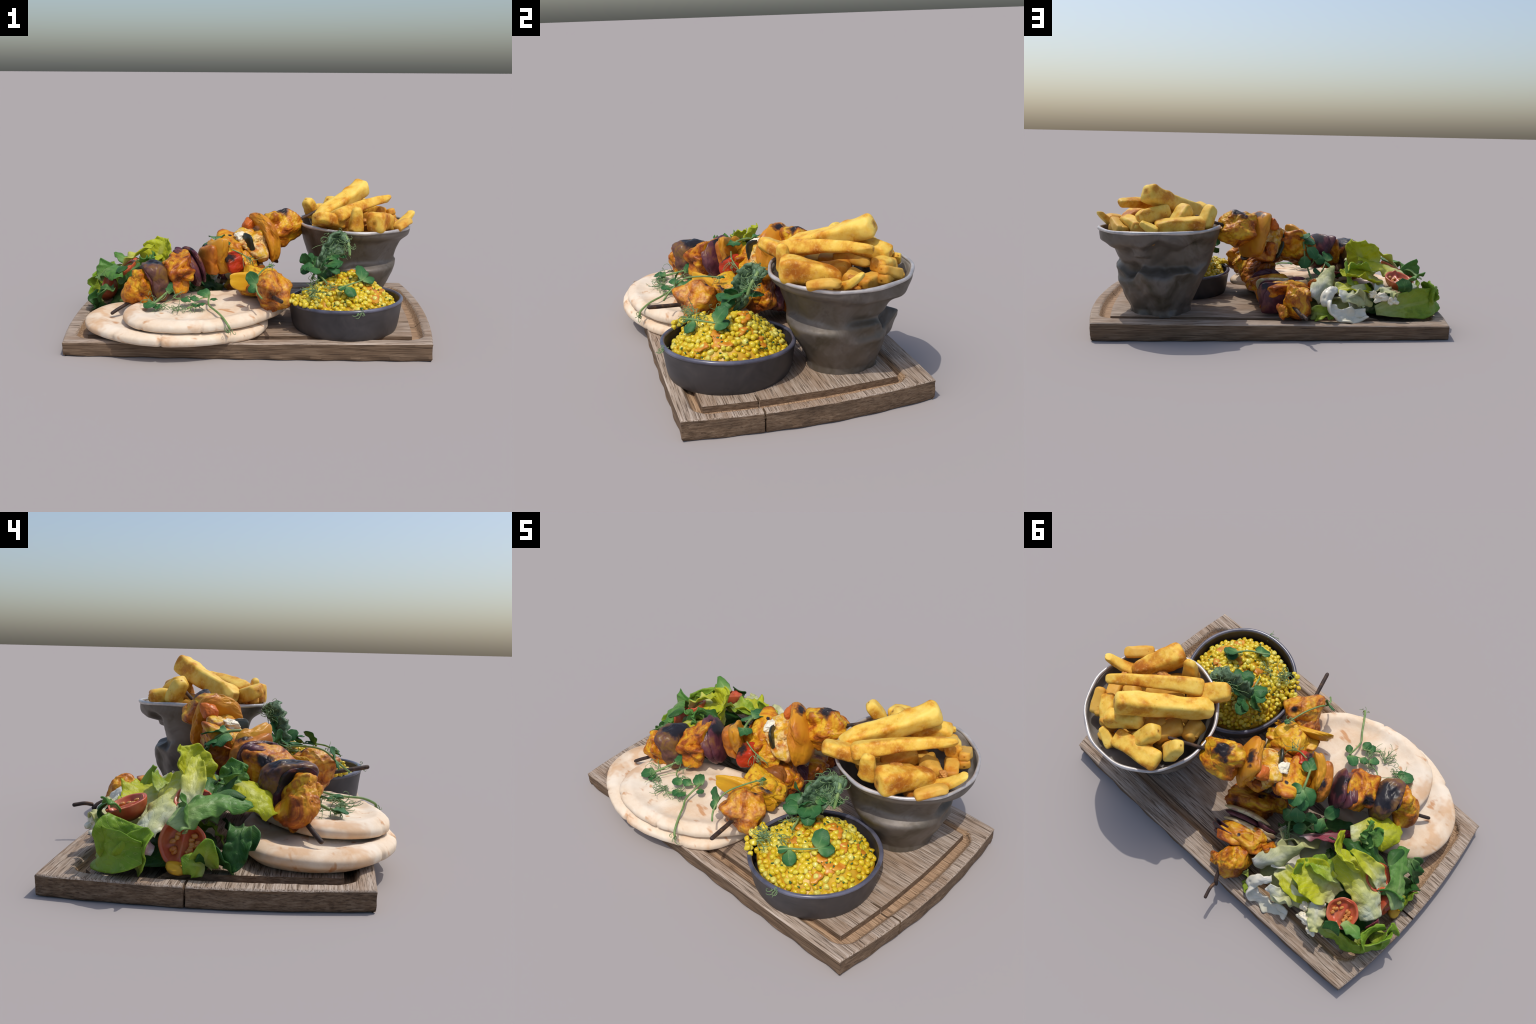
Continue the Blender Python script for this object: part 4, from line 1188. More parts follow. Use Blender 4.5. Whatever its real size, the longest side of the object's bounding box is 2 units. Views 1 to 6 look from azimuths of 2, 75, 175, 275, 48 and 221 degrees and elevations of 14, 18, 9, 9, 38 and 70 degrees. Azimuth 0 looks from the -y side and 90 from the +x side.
# ------------------------------------------------------------------ green salad
salad = thing('green_salad', (-0.66, 0.12, 0.09), 'mixed salad of gem lettuce, dark leaves and halved tomatoes', 'salad')
LEAF = [
    # name, spine, half widths, side direction(s), material, options
    ('lettuce_leaf', [(-0.848, 0.215, 0.212), (-0.770, 0.165, 0.290), (-0.690, 0.130, 0.325), (-0.600, 0.120, 0.350), (-0.520, 0.120, 0.380)],
     [0.058, 0.076, 0.088, 0.085, 0.040], [(0.35, 0.9, -0.2), (0.1, 1, 0)], GEMRIB, dict(cup=-0.35, ruffle=0.010, freq=4, crinkle=0.006, seed=1, thick=0.011, nu=60, nv=31)),
    ('lettuce_leaf', [(-0.555, 0.118, 0.280), (-0.545, 0.105, 0.350), (-0.525, 0.110, 0.415), (-0.508, 0.130, 0.470)],
     [0.070, 0.112, 0.112, 0.050], [(-0.86, 0.50, 0.0), (-0.86, 0.45, -0.1)], GEM, dict(cup=0.40, ruffle=0.008, freq=3, crinkle=0.007, seed=41, thick=0.007, nu=50, nv=31)),
    ('lettuce_leaf', [(-0.79, 0.085, 0.25), (-0.735, 0.060, 0.335), (-0.650, 0.062, 0.395), (-0.565, 0.072, 0.445)],
     [0.020, 0.046, 0.042, 0.010], [(0.2, 0.9, 0.4), (0.5, 0.8, 0.2)], GEMRIB, dict(cup=0.35, ruffle=0.010, freq=3, crinkle=0.006, seed=2)),
    ('lettuce_leaf', [(-0.640, 0.245, 0.225), (-0.560, 0.265, 0.275), (-0.470, 0.275, 0.300), (-0.405, 0.300, 0.300)],
     [0.05, 0.095, 0.105, 0.045], [(0.1, 1, -0.15), (0, 1, -0.1)], GEM, dict(cup=0.35, ruffle=0.012, freq=3, crinkle=0.008, seed=3, nu=56, nv=31)),
    ('lettuce_leaf', [(-0.600, 0.190, 0.290), (-0.540, 0.200, 0.325), (-0.470, 0.215, 0.330), (-0.430, 0.245, 0.315)],
     [0.02, 0.055, 0.055, 0.015], [(0.1, 1, 0.2)], GEMG, dict(cup=0.4, ruffle=0.012, freq=3, crinkle=0.010, seed=4)),
    ('lettuce_leaf', [(-0.575, 0.400, 0.125), (-0.690, 0.385, 0.145), (-0.800, 0.365, 0.155), (-0.895, 0.335, 0.160), (-0.945, 0.260, 0.165), (-0.958, 0.185, 0.170)],
     [0.030, 0.058, 0.085, 0.085, 0.078, 0.040], [(0.0, -0.25, 1), (0.0, -0.15, 1), (0.2, 0.1, 1)], GEMG, dict(cup=0.25, ruffle=0.009, freq=3, crinkle=0.008, seed=5, nu=64, nv=31)),
    ('lettuce_leaf', [(-0.830, 0.300, 0.085), (-0.865, 0.295, 0.140), (-0.880, 0.280, 0.200), (-0.860, 0.260, 0.250)],
     [0.028, 0.062, 0.095, 0.078], [(0.15, -1, 0), (-0.05, -1, 0.1)], GEMG, dict(cup=-0.35, ruffle=0.010, freq=2.5, crinkle=0.008, seed=6, thick=0.007)),
    ('lettuce_leaf', [(-0.870, 0.235, 0.085), (-0.925, 0.225, 0.150), (-0.945, 0.195, 0.200), (-0.930, 0.160, 0.235)],
     [0.03, 0.062, 0.060, 0.015], [(0.3, 1, 0.1)], GEMG, dict(cup=0.5, ruffle=0.010, freq=2.5, crinkle=0.006, seed=7)),
    ('salad_leaf', [(-0.905, 0.095, 0.245), (-0.860, 0.050, 0.290), (-0.810, -0.015, 0.318), (-0.770, -0.085, 0.322), (-0.740, -0.155, 0.305)],
     [0.035, 0.055, 0.052, 0.058, 0.025], [(0.45, 0.7, 0.4), (0.7, 0.4, 0.5)], MIDG, dict(cup=-0.3, ruffle=0.012, freq=3, crinkle=0.005, seed=8, nu=56)),
    ('salad_leaf', [(-0.870, 0.055, 0.220), (-0.845, 0.060, 0.280), (-0.820, 0.070, 0.330)],
     [0.030, 0.065, 0.070], [(0.9, 0.3, 0.05)], MIDG, dict(cup=0.25, ruffle=0.006, freq=2, crinkle=0.004, seed=9)),
    ('lettuce_leaf', [(-0.500, -0.010, 0.330), (-0.575, -0.085, 0.345), (-0.640, -0.165, 0.310), (-0.670, -0.225, 0.250)],
     [0.05, 0.085, 0.090, 0.030], [(-0.75, 0.5, -0.15), (-0.8, 0.6, -0.3)], GEM, dict(cup=0.35, ruffle=0.010, freq=3, crinkle=0.007, seed=10, nu=56, nv=31)),
    ('salad_leaf', [(-0.770, -0.010, 0.245), (-0.690, -0.010, 0.305), (-0.615, -0.035, 0.350), (-0.550, -0.080, 0.405)],
     [0.030, 0.045, 0.050, 0.015], [(0.2, 1, 0.1), (0.5, 0.8, 0.3)], DARK, dict(cup=-0.7, ruffle=0.010, freq=3, crinkle=0.004, seed=11)),
    ('salad_leaf', [(-0.600, -0.060, 0.330), (-0.570, -0.070, 0.375), (-0.545, -0.085, 0.425)],
     [0.04, 0.060, 0.035], [(-0.3, 1, 0)], MIDG, dict(cup=-0.3, ruffle=0.016, freq=3, seed=12)),
    ('salad_leaf', [(-0.700, 0.010, 0.310), (-0.620, 0.020, 0.345), (-0.540, 0.025, 0.355), (-0.490, 0.030, 0.330)],
     [0.02, 0.045, 0.05, 0.015], [(0, 1, 0.3)], DARK, dict(cup=-0.5, ruffle=0.012, freq=3, crinkle=0.004, seed=13)),
    ('salad_leaf', [(-0.750, -0.020, 0.330), (-0.730, -0.075, 0.345), (-0.745, -0.130, 0.325)],
     [0.015, 0.036, 0.012], [(1, 0, 0.2)], DARK, dict(cup=-0.4, seed=14)),
    ('white_leaf', [(-0.235, 0.405, 0.190), (-0.290, 0.345, 0.255), (-0.335, 0.270, 0.290), (-0.372, 0.190, 0.335)],
     [0.045, 0.065, 0.055, 0.012], [(0.75, 0.5, -0.35), (0.6, 0.6, 0.2)], CREAMG, dict(cup=-0.5, ruffle=0.010, freq=3, crinkle=0.004, seed=15, thick=0.009)),
    ('white_leaf', [(-0.355, 0.405, 0.245), (-0.310, 0.455, 0.240), (-0.285, 0.490, 0.190), (-0.330, 0.500, 0.130), (-0.420, 0.480, 0.108), (-0.510, 0.455, 0.118)],
     [0.020, 0.034, 0.038, 0.042, 0.052, 0.030], [(0.5, -0.3, 0.6), (0.4, -0.4, 0.8), (0.1, -0.5, 0.8)], CREAM, dict(cup=0.45, ruffle=0.012, freq=4, crinkle=0.010, seed=16, thick=0.012, nu=60)),
    ('white_leaf', [(-0.360, 0.440, 0.230), (-0.440, 0.440, 0.210), (-0.510, 0.400, 0.190), (-0.560, 0.390, 0.160)],
     [0.025, 0.045, 0.045, 0.02], [(0.2, 0.8, -0.6)], CREAMG, dict(cup=0.3, ruffle=0.012, freq=3, crinkle=0.004, seed=17)),
    ('salad_leaf', [(-0.215, 0.430, 0.115), (-0.260, 0.475, 0.125), (-0.330, 0.490, 0.105)],
     [0.030, 0.050, 0.015], [(0.5, -0.5, 0.4)], GEMG, dict(cup=0.4, ruffle=0.012, freq=3, crinkle=0.006, seed=18)),
    ('white_leaf', [(-0.225, 0.150, 0.175), (-0.280, 0.205, 0.205), (-0.330, 0.260, 0.235)],
     [0.05, 0.080, 0.050], [(0.7, -0.6, 0)], CREAMG, dict(cup=0.3, ruffle=0.012, freq=2, seed=19)),
    ('white_leaf', [(-0.250, 0.210, 0.180), (-0.290, 0.290, 0.215), (-0.320, 0.350, 0.225)],
     [0.03, 0.045, 0.020], [(1, 0.2, 0)], CREAM, dict(cup=-0.3, ruffle=0.008, freq=2, seed=20, thick=0.010)),
    ('white_leaf', [(-0.200, 0.200, 0.150), (-0.260, 0.170, 0.190), (-0.330, 0.120, 0.205), (-0.400, 0.090, 0.200)],
     [0.05, 0.085, 0.085, 0.04], [(0.5, 0.8, 0.1)], CREAMG, dict(cup=-0.35, ruffle=0.010, freq=3, crinkle=0.004, seed=44)),
    ('white_leaf', [(-0.190, 0.300, 0.130), (-0.240, 0.290, 0.180), (-0.310, 0.270, 0.200), (-0.390, 0.260, 0.190)],
     [0.05, 0.075, 0.085, 0.04], [(0.2, 1, 0.1)], CREAM, dict(cup=-0.35, ruffle=0.008, freq=3, crinkle=0.004, seed=45, thick=0.009)),
    ('salad_leaf', [(-0.330, 0.050, 0.190), (-0.400, 0.010, 0.230), (-0.480, -0.020, 0.240), (-0.560, -0.010, 0.230)],
     [0.04, 0.070, 0.060, 0.03], [(0.3, 1, 0.1)], DARK, dict(cup=-0.3, ruffle=0.012, freq=3, crinkle=0.004, seed=46)),
    ('salad_leaf', [(-0.180, 0.130, 0.130), (-0.230, 0.110, 0.180), (-0.290, 0.080, 0.205), (-0.350, 0.040, 0.210)],
     [0.04, 0.060, 0.060, 0.03], [(0.3, 1, 0.1)], DARK, dict(cup=-0.3, ruffle=0.012, freq=3, crinkle=0.004, seed=47)),
    ('white_leaf', [(-0.420, 0.440, 0.130), (-0.450, 0.420, 0.190), (-0.500, 0.380, 0.215), (-0.560, 0.340, 0.200)],
     [0.04, 0.060, 0.060, 0.03], [(0.7, 0.6, -0.3)], CREAMG, dict(cup=0.3, ruffle=0.012, freq=3, crinkle=0.006, seed=48)),
    ('lettuce_leaf', [(-0.330, 0.330, 0.190), (-0.400, 0.340, 0.230), (-0.480, 0.360, 0.235), (-0.560, 0.350, 0.215)],
     [0.03, 0.055, 0.050, 0.03], [(0.1, 1, -0.3)], GEM, dict(cup=-0.3, ruffle=0.010, freq=3, crinkle=0.008, seed=49)),
    # extra dark and pale leaves filling the front of the heap
    ('salad_leaf', [(-0.560, -0.020, 0.330), (-0.600, -0.070, 0.375), (-0.590, -0.115, 0.405)],
     [0.03, 0.048, 0.020], [(0.7, -0.3, 0.4)], MIDG, dict(cup=0.4, ruffle=0.010, freq=3, crinkle=0.004, seed=61)),
    ('lettuce_leaf', [(-0.880, -0.010, 0.100), (-0.915, 0.020, 0.125), (-0.925, 0.060, 0.120)],
     [0.03, 0.045, 0.030], [(0.2, 0.3, 1)], GEMG, dict(cup=0.3, ruffle=0.006, freq=2, seed=63)),
    ('salad_leaf', [(-0.860, -0.000, 0.110), (-0.905, -0.020, 0.160), (-0.915, -0.030, 0.215)],
     [0.04, 0.055, 0.015], [(0.1, 1, 0)], GEMG, dict(cup=0.4, ruffle=0.006, freq=2, seed=64)),
    ('radicchio_leaf', [(-0.300, 0.130, 0.225), (-0.370, 0.080, 0.255), (-0.440, 0.020, 0.265), (-0.500, -0.040, 0.255)],
     [0.030, 0.045, 0.040, 0.015], [(0.6, 0.8, 0.1)], RADIC, dict(cup=0.3, ruffle=0.010, freq=3, seed=21)),
    ('radicchio_leaf', [(-0.860, 0.170, 0.150), (-0.880, 0.200, 0.175), (-0.850, 0.260, 0.185)],
     [0.02, 0.035, 0.012], [(0.2, 0.2, 1)], RADIC, dict(cup=0.3, seed=22)),
    ('salad_leaf', [(-0.770, -0.100, 0.225), (-0.820, -0.120, 0.220), (-0.852, -0.120, 0.180), (-0.868, -0.105, 0.130), (-0.872, -0.090, 0.098)],
     [0.030, 0.042, 0.046, 0.046, 0.020], [(0.1, 1, 0.2)], DARK, dict(cup=-0.3, ruffle=0.012, freq=3, crinkle=0.005, seed=23)),
    ('salad_leaf', [(-0.800, -0.050, 0.100), (-0.855, -0.045, 0.115), (-0.890, -0.035, 0.150), (-0.890, -0.020, 0.195)],
     [0.05, 0.070, 0.060, 0.015], [(0.1, 1, 0)], DARK, dict(cup=0.4, ruffle=0.010, freq=2, seed=24)),
    ('salad_leaf', [(-0.800, -0.150, 0.235), (-0.830, -0.160, 0.200), (-0.840, -0.165, 0.160)],
     [0.02, 0.040, 0.012], [(0.2, 1, 0.3)], DARK, dict(cup=-0.4, seed=25)),
    ('lettuce_leaf', [(-0.480, 0.330, 0.235), (-0.435, 0.300, 0.310), (-0.430, 0.265, 0.378)],
     [0.03, 0.030, 0.010], [(0.3, 0.9, 0.1)], GEMG, dict(cup=-0.5, ruffle=0.006, freq=2, seed=26)),
    ('lettuce_leaf', [(-0.600, 0.330, 0.250), (-0.640, 0.400, 0.235), (-0.675, 0.455, 0.225)],
     [0.04, 0.050, 0.020], [(1, 0.3, 0.1)], CREAMG, dict(cup=0.3, ruffle=0.018, freq=3, crinkle=0.010, seed=27)),
    ('salad_leaf', [(-0.720, 0.375, 0.225), (-0.735, 0.390, 0.255), (-0.705, 0.365, 0.285)],
     [0.03, 0.046, 0.030], [(1, 0.2, 0)], DARK, dict(cup=0.2, seed=28)),
    ('salad_leaf', [(-0.750, 0.330, 0.270), (-0.800, 0.325, 0.300), (-0.860, 0.345, 0.330)],
     [0.02, 0.040, 0.010], [(0.3, 0.9, 0.3)], MIDG, dict(cup=0.3, ruffle=0.006, freq=2, seed=29)),
]
for nm, sp, w, sd, mt, kw in LEAF:
    leaf(nm, sp, w, sd, mt, salad, **{**dict(thick=0.006), **kw})
# the body of the heap: overlapping small leaves over a low dome
rng = random.Random(77)
def dome_h(x, y):
    r = math.hypot((x + 0.66) / 0.27, (y - 0.12) / 0.30)
    return 0.088 + 0.090 * math.sqrt(max(0.0, 1 - r ** 2))
v, f = lump((-0.67, 0.14, 0.10), (0.205, 0.235, 0.080), floor=0.088, seed=90, sub=5, sharp=3, rough=0.12, fine=0.05)
part('leaf_bed', v, f, DARK, salad)
v, f = lump((-0.36, 0.22, 0.10), (0.170, 0.200, 0.075), floor=0.088, seed=93, sub=5, sharp=3, rough=0.12, fine=0.05)
part('leaf_bed', v, f, CREAMG, salad)
for k in range(22):
    t = rng.uniform(0, 6.28); r = math.sqrt(rng.random()) * 0.90
    x, y = -0.66 + 0.27 * r * math.cos(t), 0.12 + 0.30 * r * math.sin(t)
    if math.hypot(x + 0.86, y - 0.08) < 0.13 or math.hypot(x + 0.72, y - 0.30) < 0.10:
        continue
    z = dome_h(x, y)
    n = unit(V((x + 0.66) / 0.27, (y - 0.12) / 0.30, 0.9 - 0.6 * r))
    d = V(rng.gauss(0, 1), rng.gauss(0, 1), rng.gauss(0, 1)); d = unit(d - n * (d @ n) + n * 0.35)
    s = np.cross(n, d)
    L = rng.uniform(0.05, 0.085)
    p = V(x, y, z)
    q = p - n * 0.02
    mt = rng.choice([DARK, DARK, MIDG, GEMG, GEMG, DARK])
    leaf('salad_leaf', [q - d * L, q + n * 0.012, q + d * L * 0.9 + n * 0.010], [0.012, rng.uniform(.028, .044), 0.010], s, mt, salad,
         thick=0.005, cup=rng.uniform(-.5, .5), ruffle=0.009, freq=rng.uniform(2, 4), crinkle=0.004, seed=500 + k, nu=26, nv=15)

def tomato_half(c, n, r, seed, spin=0.0):
    """halved cherry tomato: outer wall, cut rim, hollow seed chambers with pulp"""
    root = bpy.data.objects.new('tomato_half', None)
    F = frame_from(n, (0.1, 0.2, 1))
    M = np.eye(4)
    M[:3, 0], M[:3, 1], M[:3, 2], M[:3, 3] = F[:, 1], F[:, 2], F[:, 0], c
    nt = 72
    prof = [(0.001, -0.86), (0.30, -0.82), (0.60, -0.66), (0.82, -0.42), (0.95, -0.16), (1.0, 0.0), (0.985, 0.045), (0.93, 0.05), (0.86, 0.02), (0.78, -0.10), (0.62, -0.26), (0.34, -0.32), (0.001, -0.33)]
    pr = smooth_profile(prof, 56)
    v, f = lathe([(a * r, b * r) for a, b in pr], (0, 0), nt, 0.02, seed)
    # central wall between the two seed chambers
    rr = np.hypot(v[:, 0], v[:, 1]) / r
    a = np.arctan2(v[:, 1], v[:, 0]) - spin
    wall = np.exp(-(np.sin(a) * rr / 0.20) ** 2) * (rr < 0.86) * (v[:, 2] > -0.45 * r)
    v[:, 2] += wall * r * 0.26 * np.clip(1 - rr * 0.3, 0, 1)
    v = v @ M[:3, :3].T + M[:3, 3]
    wallob = part('tomato_half', v, f, TOMATO, salad, M)
    bits = []
    rg = random.Random(seed)
    for k in range(16):
        t = rg.choice([1, -1]) * rg.uniform(0.5, 2.6) + spin
        q = rg.uniform(0.3, 0.66)
        p = V(q * r * math.cos(t), q * r * math.sin(t), -0.20 * r + rg.uniform(-.05, .05) * r)
        bits.append(lump(M[:3, :3] @ p + M[:3, 3], (r * .15, r * .12, r * .10), M[:3, :3], seed + k, 3, 3, 3))
    vv, ff = join_parts(bits)
    part('pulp', vv, ff, PULP, wallob)
    bpy.data.objects.remove(root)
tomato_half((-0.722, 0.300, 0.285), (-0.15, 0.30, 0.90), 0.078, 1, 0.6)
tomato_half((-0.862, 0.072, 0.182), (-1.0, 0.05, 0.18), 0.084, 2, 1.2)
tomato_half((-0.738, 0.052, 0.306), (-0.50, -0.15, 0.80), 0.072, 3, 0.2)
v, f = lump((-0.905, 0.075, 0.105), (0.03, 0.045, 0.022), seed=7, sub=4, sharp=3)
part('pepper_piece', v, f, m_pepper('yellow_pepper_bit', (0.62, 0.36, 0.02), (0.5, 0.24, 0.02)), salad)
for k, (c, hh) in enumerate([((-0.600, 0.425, 0.205), (0.05, 0.03, 0.03)), ((-0.655, 0.445, 0.190), (0.035, 0.03, 0.035)), ((-0.560, 0.385, 0.215), (0.03, 0.03, 0.025))]):
    v, f = lump(c, hh, seed=70 + k, sub=5, rough=0.35, fine=0.14)
    part('cheese_crumble', v, f, CHEESE, salad)

# ------------------------------------------------------------------ pea shoots
def curl(p, d, length, turns, r, seed):
    rg = random.Random(seed)
    P = [V(*p)]
    d = unit(d); a = unit(np.cross(d, V(rg.gauss(0, 1), rg.gauss(0, 1), rg.gauss(0, 1))))
    n = 16
    for k in range(n):
        ang = turns * 6.28 * (k / n) ** 1.6 / n * 2
        b = np.cross(d, a)
        d = unit(d * math.cos(ang) + b * math.sin(ang) + V(rg.gauss(0, .10), rg.gauss(0, .10), rg.gauss(0, .08)))
        P.append(P[-1] + d * length / n)
    return tube(P, r, 34, 6, 2, cap=0.8, taper=(1, 0.45))

def shoot(loc, stems, leaves, tendrils=(), label='pea shoot sprig with round green leaves'):
    root = thing('pea_shoot', loc, label, 'pea shoot')
    for pts, r in stems:
        v, f = tube(pts, r, 30, 10, 2, cap=0.8, noise=0.1, taper=(1, 0.75))
        part('stem', v, f, STEM, root)
    for k, (p, d, L, nrm) in enumerate(leaves):
        p, d = V(*p), unit(V(*d)); L = L * 0.88; nrm = unit(V(*nrm))
        nrm = unit(nrm - d * (nrm @ d)); s = np.cross(d, nrm)
        leaf('leaf', [p, p + d * L * 0.5 + nrm * L * 0.06, p + d * L - nrm * L * 0.05], [0.12 * L, 0.40 * L, 0.47 * L, 0.40 * L, 0.16 * L], s, HERB, root,
             thick=0.004, cup=0.22 if k % 2 else -0.22, fold=0.10, ruffle=L * 0.04, freq=1.6, seed=int(loc[0] * 977 + loc[1] * 331) % 1000 + k, nu=26, nv=15)
    if tendrils:
        bits = []
        for k, (p, d, L, n) in enumerate(tendrils):
            rg = random.Random(k + int(abs(loc[0]) * 1000))
            for q in range(n):
                dd = unit(V(*d)) + V(rg.gauss(0, .6), rg.gauss(0, .6), rg.gauss(0, .3))
                bits.append(curl(V(*p) + V(rg.gauss(0, .008), rg.gauss(0, .008), rg.gauss(0, .004)), dd, L * rg.uniform(.6, 1.2), rg.uniform(-1.6, 1.6), 0.0021, rg.randint(0, 9999)))
        v, f = join_parts(bits)
        part('tendril', v, f, TENDRIL, root, kind='stuff')
    return root

# on the upper flatbread
bread_sprig = shoot((-0.30, -0.42, 0.245),
      [([(-0.078, -0.632, 0.185), (-0.090, -0.625, 0.205), (-0.125, -0.570, 0.232), (-0.165, -0.505, 0.243), (-0.195, -0.465, 0.252), (-0.205, -0.420, 0.262), (-0.205, -0.350, 0.282)], 0.006),
       ([(-0.490, -0.430, 0.250), (-0.455, -0.370, 0.272), (-0.425, -0.310, 0.292)], 0.0065),
       ([(-0.400, -0.350, 0.262), (-0.370, -0.380, 0.262), (-0.310, -0.390, 0.262), (-0.255, -0.380, 0.264), (-0.215, -0.350, 0.275)], 0.004),
       ([(-0.310, -0.490, 0.245), (-0.270, -0.455, 0.250), (-0.235, -0.430, 0.255)], 0.006)],
      [((-0.485, -0.432, 0.252), (-0.5, -0.75, -0.05), 0.085, (0, -0.2, 1)), ((-0.430, -0.330, 0.275), (0.25, 0.3, 0.6), 0.075, (0.6, -0.7, 0.2)),
       ((-0.205, -0.355, 0.270), (-0.75, 0.45, 0.25), 0.085, (0.2, -0.5, 0.8)), ((-0.195, -0.365, 0.262), (0.5, -0.5, 0.1), 0.05, (0, 0, 1)),
       ((-0.300, -0.400, 0.258), (-0.6, -0.35, 0.15), 0.062, (0, -0.3, 1)), ((-0.235, -0.430, 0.256), (-0.1, -0.8, 0.12), 0.062, (-0.2, -0.2, 1)),
       ((-0.270, -0.440, 0.250), (0.1, -0.9, 0.1), 0.055, (0.3, -0.1, 1)), ((-0.255, -0.380, 0.262), (-0.9, -0.1, 0.25), 0.06, (0.1, -0.3, 1)),
       ((-0.480, -0.440, 0.245), (0.3, -0.8, -0.05), 0.055, (-0.3, 0, 1))],
      [((-0.44, -0.44, 0.240), (-0.4, -0.8, 0.05), 0.12, 15), ((-0.36, -0.46, 0.240), (0.1, -0.8, 0.05), 0.11, 14), ((-0.28, -0.42, 0.250), (0.0, -0.4, 0.05), 0.09, 10), ((-0.50, -0.40, 0.250), (-0.8, 0.1, 0.05), 0.10, 5),
       ((-0.33, -0.37, 0.265), (0.4, -0.3, 0.1), 0.09, 5), ((-0.085, -0.635, 0.19), (0.1, -0.3, -0.6), 0.05, 10), ((-0.40, -0.36, 0.262), (0.3, 0.5, 0.3), 0.08, 4)])
bread_sprig.location.z -= 0.010
# over the first skewer
shoot((-0.19, 0.02, 0.46),
      [([(-0.160, -0.080, 0.495), (-0.180, -0.035, 0.500), (-0.200, 0.020, 0.490), (-0.205, 0.085, 0.440), (-0.215, 0.115, 0.350), (-0.245, 0.165, 0.260), (-0.275, 0.205, 0.235)], 0.0065),
       ([(-0.205, 0.070, 0.455), (-0.245, 0.090, 0.400), (-0.265, 0.080, 0.345), (-0.235, 0.090, 0.310)], 0.005),
       ([(-0.360, -0.040, 0.350), (-0.345, 0.020, 0.320), (-0.310, 0.090, 0.270), (-0.300, 0.140, 0.240)], 0.006),
       ([(-0.10, -0.120, 0.465), (-0.04, -0.130, 0.440), (0.01, -0.110, 0.400), (0.02, -0.09, 0.360)], 0.0035)],
      [((-0.155, -0.075, 0.490), (0.05, -0.9, 0.05), 0.085, (0.2, -0.3, 0.9)), ((-0.165, -0.070, 0.492), (0.7, -0.3, 0.05), 0.070, (0, -0.2, 1)),
       ((-0.195, 0.020, 0.492), (-0.15, 0.9, -0.05), 0.110, (0, 0.2, 1)), ((-0.195, 0.010, 0.490), (-0.75, 0.3, -0.35), 0.115, (-0.4, 0.3, 0.8)),
       ((-0.190, 0.015, 0.495), (0.3, 0.5, 0.1), 0.070, (-0.2, 0.2, 1)), ((-0.215, 0.040, 0.470), (-0.7, 0.7, -0.3), 0.085, (-0.3, 0.5, 0.8)),
       ((-0.230, 0.090, 0.430), (-0.5, 0.4, -0.7), 0.100, (-0.5, 0.8, 0.3)), ((-0.215, 0.110, 0.380), (0.2, 0.5, -0.7), 0.090, (0.2, 0.9, 0.3)),
       ((-0.350, 0.010, 0.335), (-0.2, -0.8, 0.45), 0.095, (-0.3, 0.7, 0.5)), ((-0.345, 0.020, 0.330), (-0.3, 0.8, -0.2), 0.085, (-0.6, 0.3, 0.7)),
       ((-0.310, 0.100, 0.275), (0.5, 0.5, 0.2), 0.080, (-0.3, 0.4, 0.8)), ((-0.265, 0.080, 0.360), (-0.8, -0.2, -0.1), 0.085, (-0.3, 0.8, 0.5))],
      [((-0.245, 0.175, 0.255), (-0.3, 0.6, -0.1), 0.10, 9), ((-0.02, -0.13, 0.43), (0.4, -0.2, -0.6), 0.09, 8), ((-0.26, 0.15, 0.25), (0.3, 0.4, 0.1), 0.08, 5)])
# draped on the second skewer
shoot((0.10, -0.35, 0.39),
      [([(0.080, -0.520, 0.300), (0.055, -0.490, 0.325), (0.045, -0.445, 0.362), (0.060, -0.400, 0.398), (0.090, -0.320, 0.410), (0.115, -0.230, 0.402)], 0.005)],
      [((0.050, -0.450, 0.360), (-0.55, 0.25, 0.65), 0.085, (-0.3, -0.8, 0.4)), ((0.052, -0.460, 0.350), (-0.6, -0.1, -0.3), 0.060, (-0.2, -0.8, 0.3)), ((0.115, -0.235, 0.402), (0.3, 0.6, 0.0), 0.035, (0, 0, 1))],
      [((0.105, -0.25, 0.40), (0.4, 0.4, 0.1), 0.06, 7)])
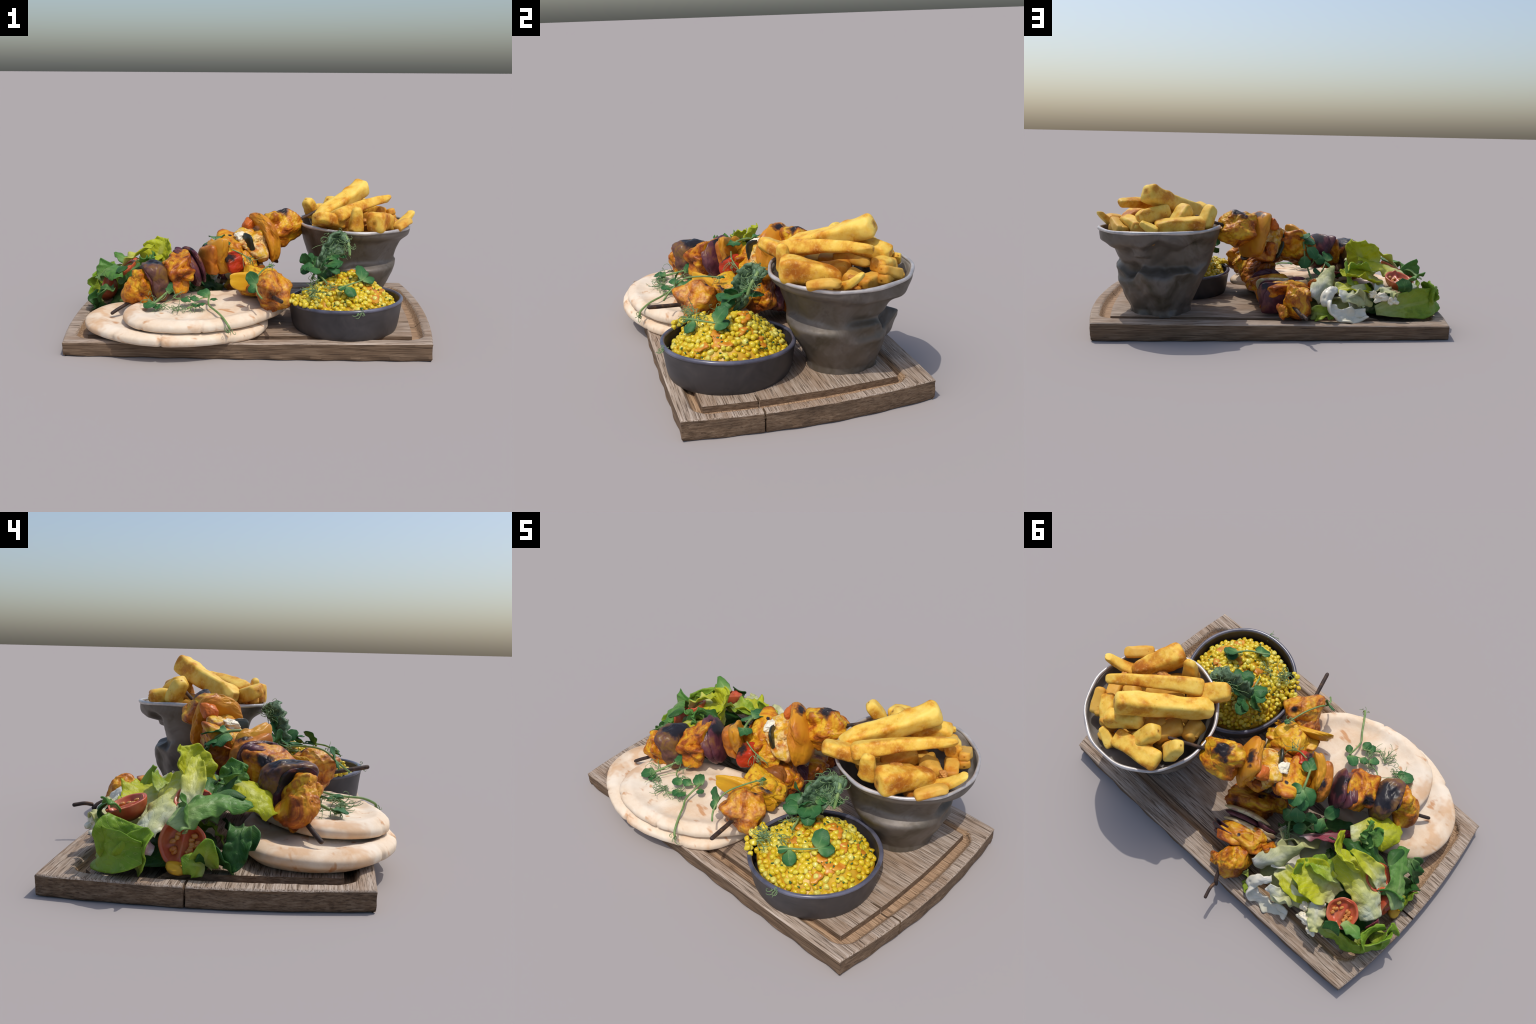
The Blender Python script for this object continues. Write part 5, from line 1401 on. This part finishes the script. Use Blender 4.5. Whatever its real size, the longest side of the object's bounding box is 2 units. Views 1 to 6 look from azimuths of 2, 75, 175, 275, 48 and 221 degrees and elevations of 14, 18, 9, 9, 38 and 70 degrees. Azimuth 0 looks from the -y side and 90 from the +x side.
# tall tangle at the back of the dish
shoot((0.40, -0.17, 0.33),
      [([(0.345, -0.225, 0.325), (0.365, -0.190, 0.365), (0.400, -0.165, 0.420), (0.440, -0.135, 0.480), (0.480, -0.110, 0.545)], 0.0065),
       ([(0.420, -0.330, 0.335), (0.400, -0.270, 0.345), (0.380, -0.215, 0.350)], 0.0060),
       ([(0.365, -0.195, 0.360), (0.340, -0.170, 0.385), (0.320, -0.160, 0.400)], 0.005),
       ([(0.500, -0.110, 0.565), (0.530, -0.135, 0.545), (0.545, -0.170, 0.500), (0.550, -0.192, 0.452)], 0.010)],
      [((0.330, -0.165, 0.390), (-0.35, -0.2, 0.75), 0.090, (-0.5, -0.8, 0.2)), ((0.325, -0.150, 0.395), (0.2, 0.4, 0.75), 0.075, (-0.5, -0.7, 0.3)),
       ((0.335, -0.165, 0.380), (-0.5, -0.3, -0.3), 0.070, (-0.3, -0.7, 0.6)),
       ((0.430, -0.215, 0.415), (0.75, -0.45, 0.15), 0.100, (0.1, -0.5, 0.8)), ((0.425, -0.220, 0.408), (0.35, -0.9, 0.1), 0.095, (0.1, -0.3, 0.9)),
       ((0.385, -0.215, 0.385), (-0.55, -0.65, 0.1), 0.110, (-0.1, -0.4, 0.9)), ((0.370, -0.215, 0.380), (-0.8, -0.1, 0.15), 0.095, (0, -0.4, 0.9)),
       ((0.405, -0.205, 0.405), (0.1, -0.7, 0.5), 0.085, (0, -0.7, 0.6)), ((0.430, -0.185, 0.430), (0.6, 0.3, 0.3), 0.085, (0.2, -0.3, 0.9)),
       ((0.380, -0.180, 0.395), (-0.2, 0.6, 0.3), 0.085, (-0.6, -0.2, 0.7)), ((0.390, -0.190, 0.370), (0.3, -0.2, -0.5), 0.09, (0.1, -0.9, 0.3)),
       ((0.440, -0.240, 0.415), (0.5, -0.6, -0.35), 0.09, (0.3, -0.3, 0.9)), ((0.360, -0.150, 0.405), (-0.3, 0.7, 0.1), 0.09, (-0.3, 0.2, 0.9)), ((0.470, -0.160, 0.440), (0.7, 0.5, 0.0), 0.09, (0.3, 0.3, 0.9)),
       ((0.430, -0.150, 0.430), (0.2, 0.1, 0.8), 0.11, (0.3, -0.9, 0.2)), ((0.400, -0.165, 0.410), (0.5, 0.1, 0.7), 0.11, (-0.3, -0.9, 0.3))],
      [((0.450, -0.130, 0.500), (0.3, 0.0, 0.5), 0.11, 26), ((0.490, -0.120, 0.550), (0.4, -0.3, -0.2), 0.10, 22), ((0.430, -0.150, 0.440), (0.5, -0.1, 0.5), 0.12, 20),
       ((0.540, -0.165, 0.510), (0.0, -0.2, -0.8), 0.08, 12), ((0.380, -0.260, 0.330), (-0.6, -0.8, 0.0), 0.10, 10)],
      'tall tangled pea shoot with curling tendrils')
# the feathery hood of the tangle
hood = bpy.data.objects['pea_shoot.003'] if 'pea_shoot.003' in bpy.data.objects else None
leaf('frond', [(0.385, -0.190, 0.350), (0.415, -0.170, 0.420), (0.450, -0.145, 0.490), (0.490, -0.118, 0.555), (0.520, -0.120, 0.560), (0.545, -0.160, 0.520)],
     [0.055, 0.070, 0.075, 0.066, 0.045, 0.012], [(0.8, 0.3, -0.5), (0.7, 0.3, -0.5), (0.6, 0.7, -0.2)],
     m_plain('feathery_green', (0.035, 0.08, 0.035), (0.16, 0.26, 0.14), 42, 0.5, 0.8, bdist=0.008), hood, thick=0.016, cup=-0.5, ruffle=0.012, freq=5, crinkle=0.016, cscale=45, seed=3)
# sprigs lying on the grain
shoot((0.57, -0.36, 0.35),
      [([(0.470, -0.470, 0.345), (0.505, -0.440, 0.352), (0.560, -0.405, 0.360), (0.610, -0.350, 0.362)], 0.005)],
      [((0.600, -0.355, 0.360), (-0.05, 0.45, 0.55), 0.100, (0.5, -0.7, 0.5)), ((0.605, -0.355, 0.358), (0.75, 0.45, 0.12), 0.085, (-0.1, -0.5, 0.9)),
       ((0.600, -0.350, 0.355), (0.3, 0.9, 0.1), 0.070, (0, 0, 1)), ((0.510, -0.440, 0.350), (0.45, -0.45, -0.35), 0.085, (0.3, -0.6, 0.7)), ((0.500, -0.435, 0.350), (-0.3, -0.6, -0.15), 0.055, (-0.2, -0.4, 0.9))],
      [((0.36, -0.42, 0.318), (-0.3, -0.3, 0.1), 0.10, 14), ((0.33, -0.46, 0.300), (0.5, 0.2, 0.1), 0.10, 10), ((0.42, -0.40, 0.330), (0.5, -0.1, 0.05), 0.08, 8),
       ((0.575, -0.585, 0.262), (0.2, -0.5, -0.5), 0.06, 8)])
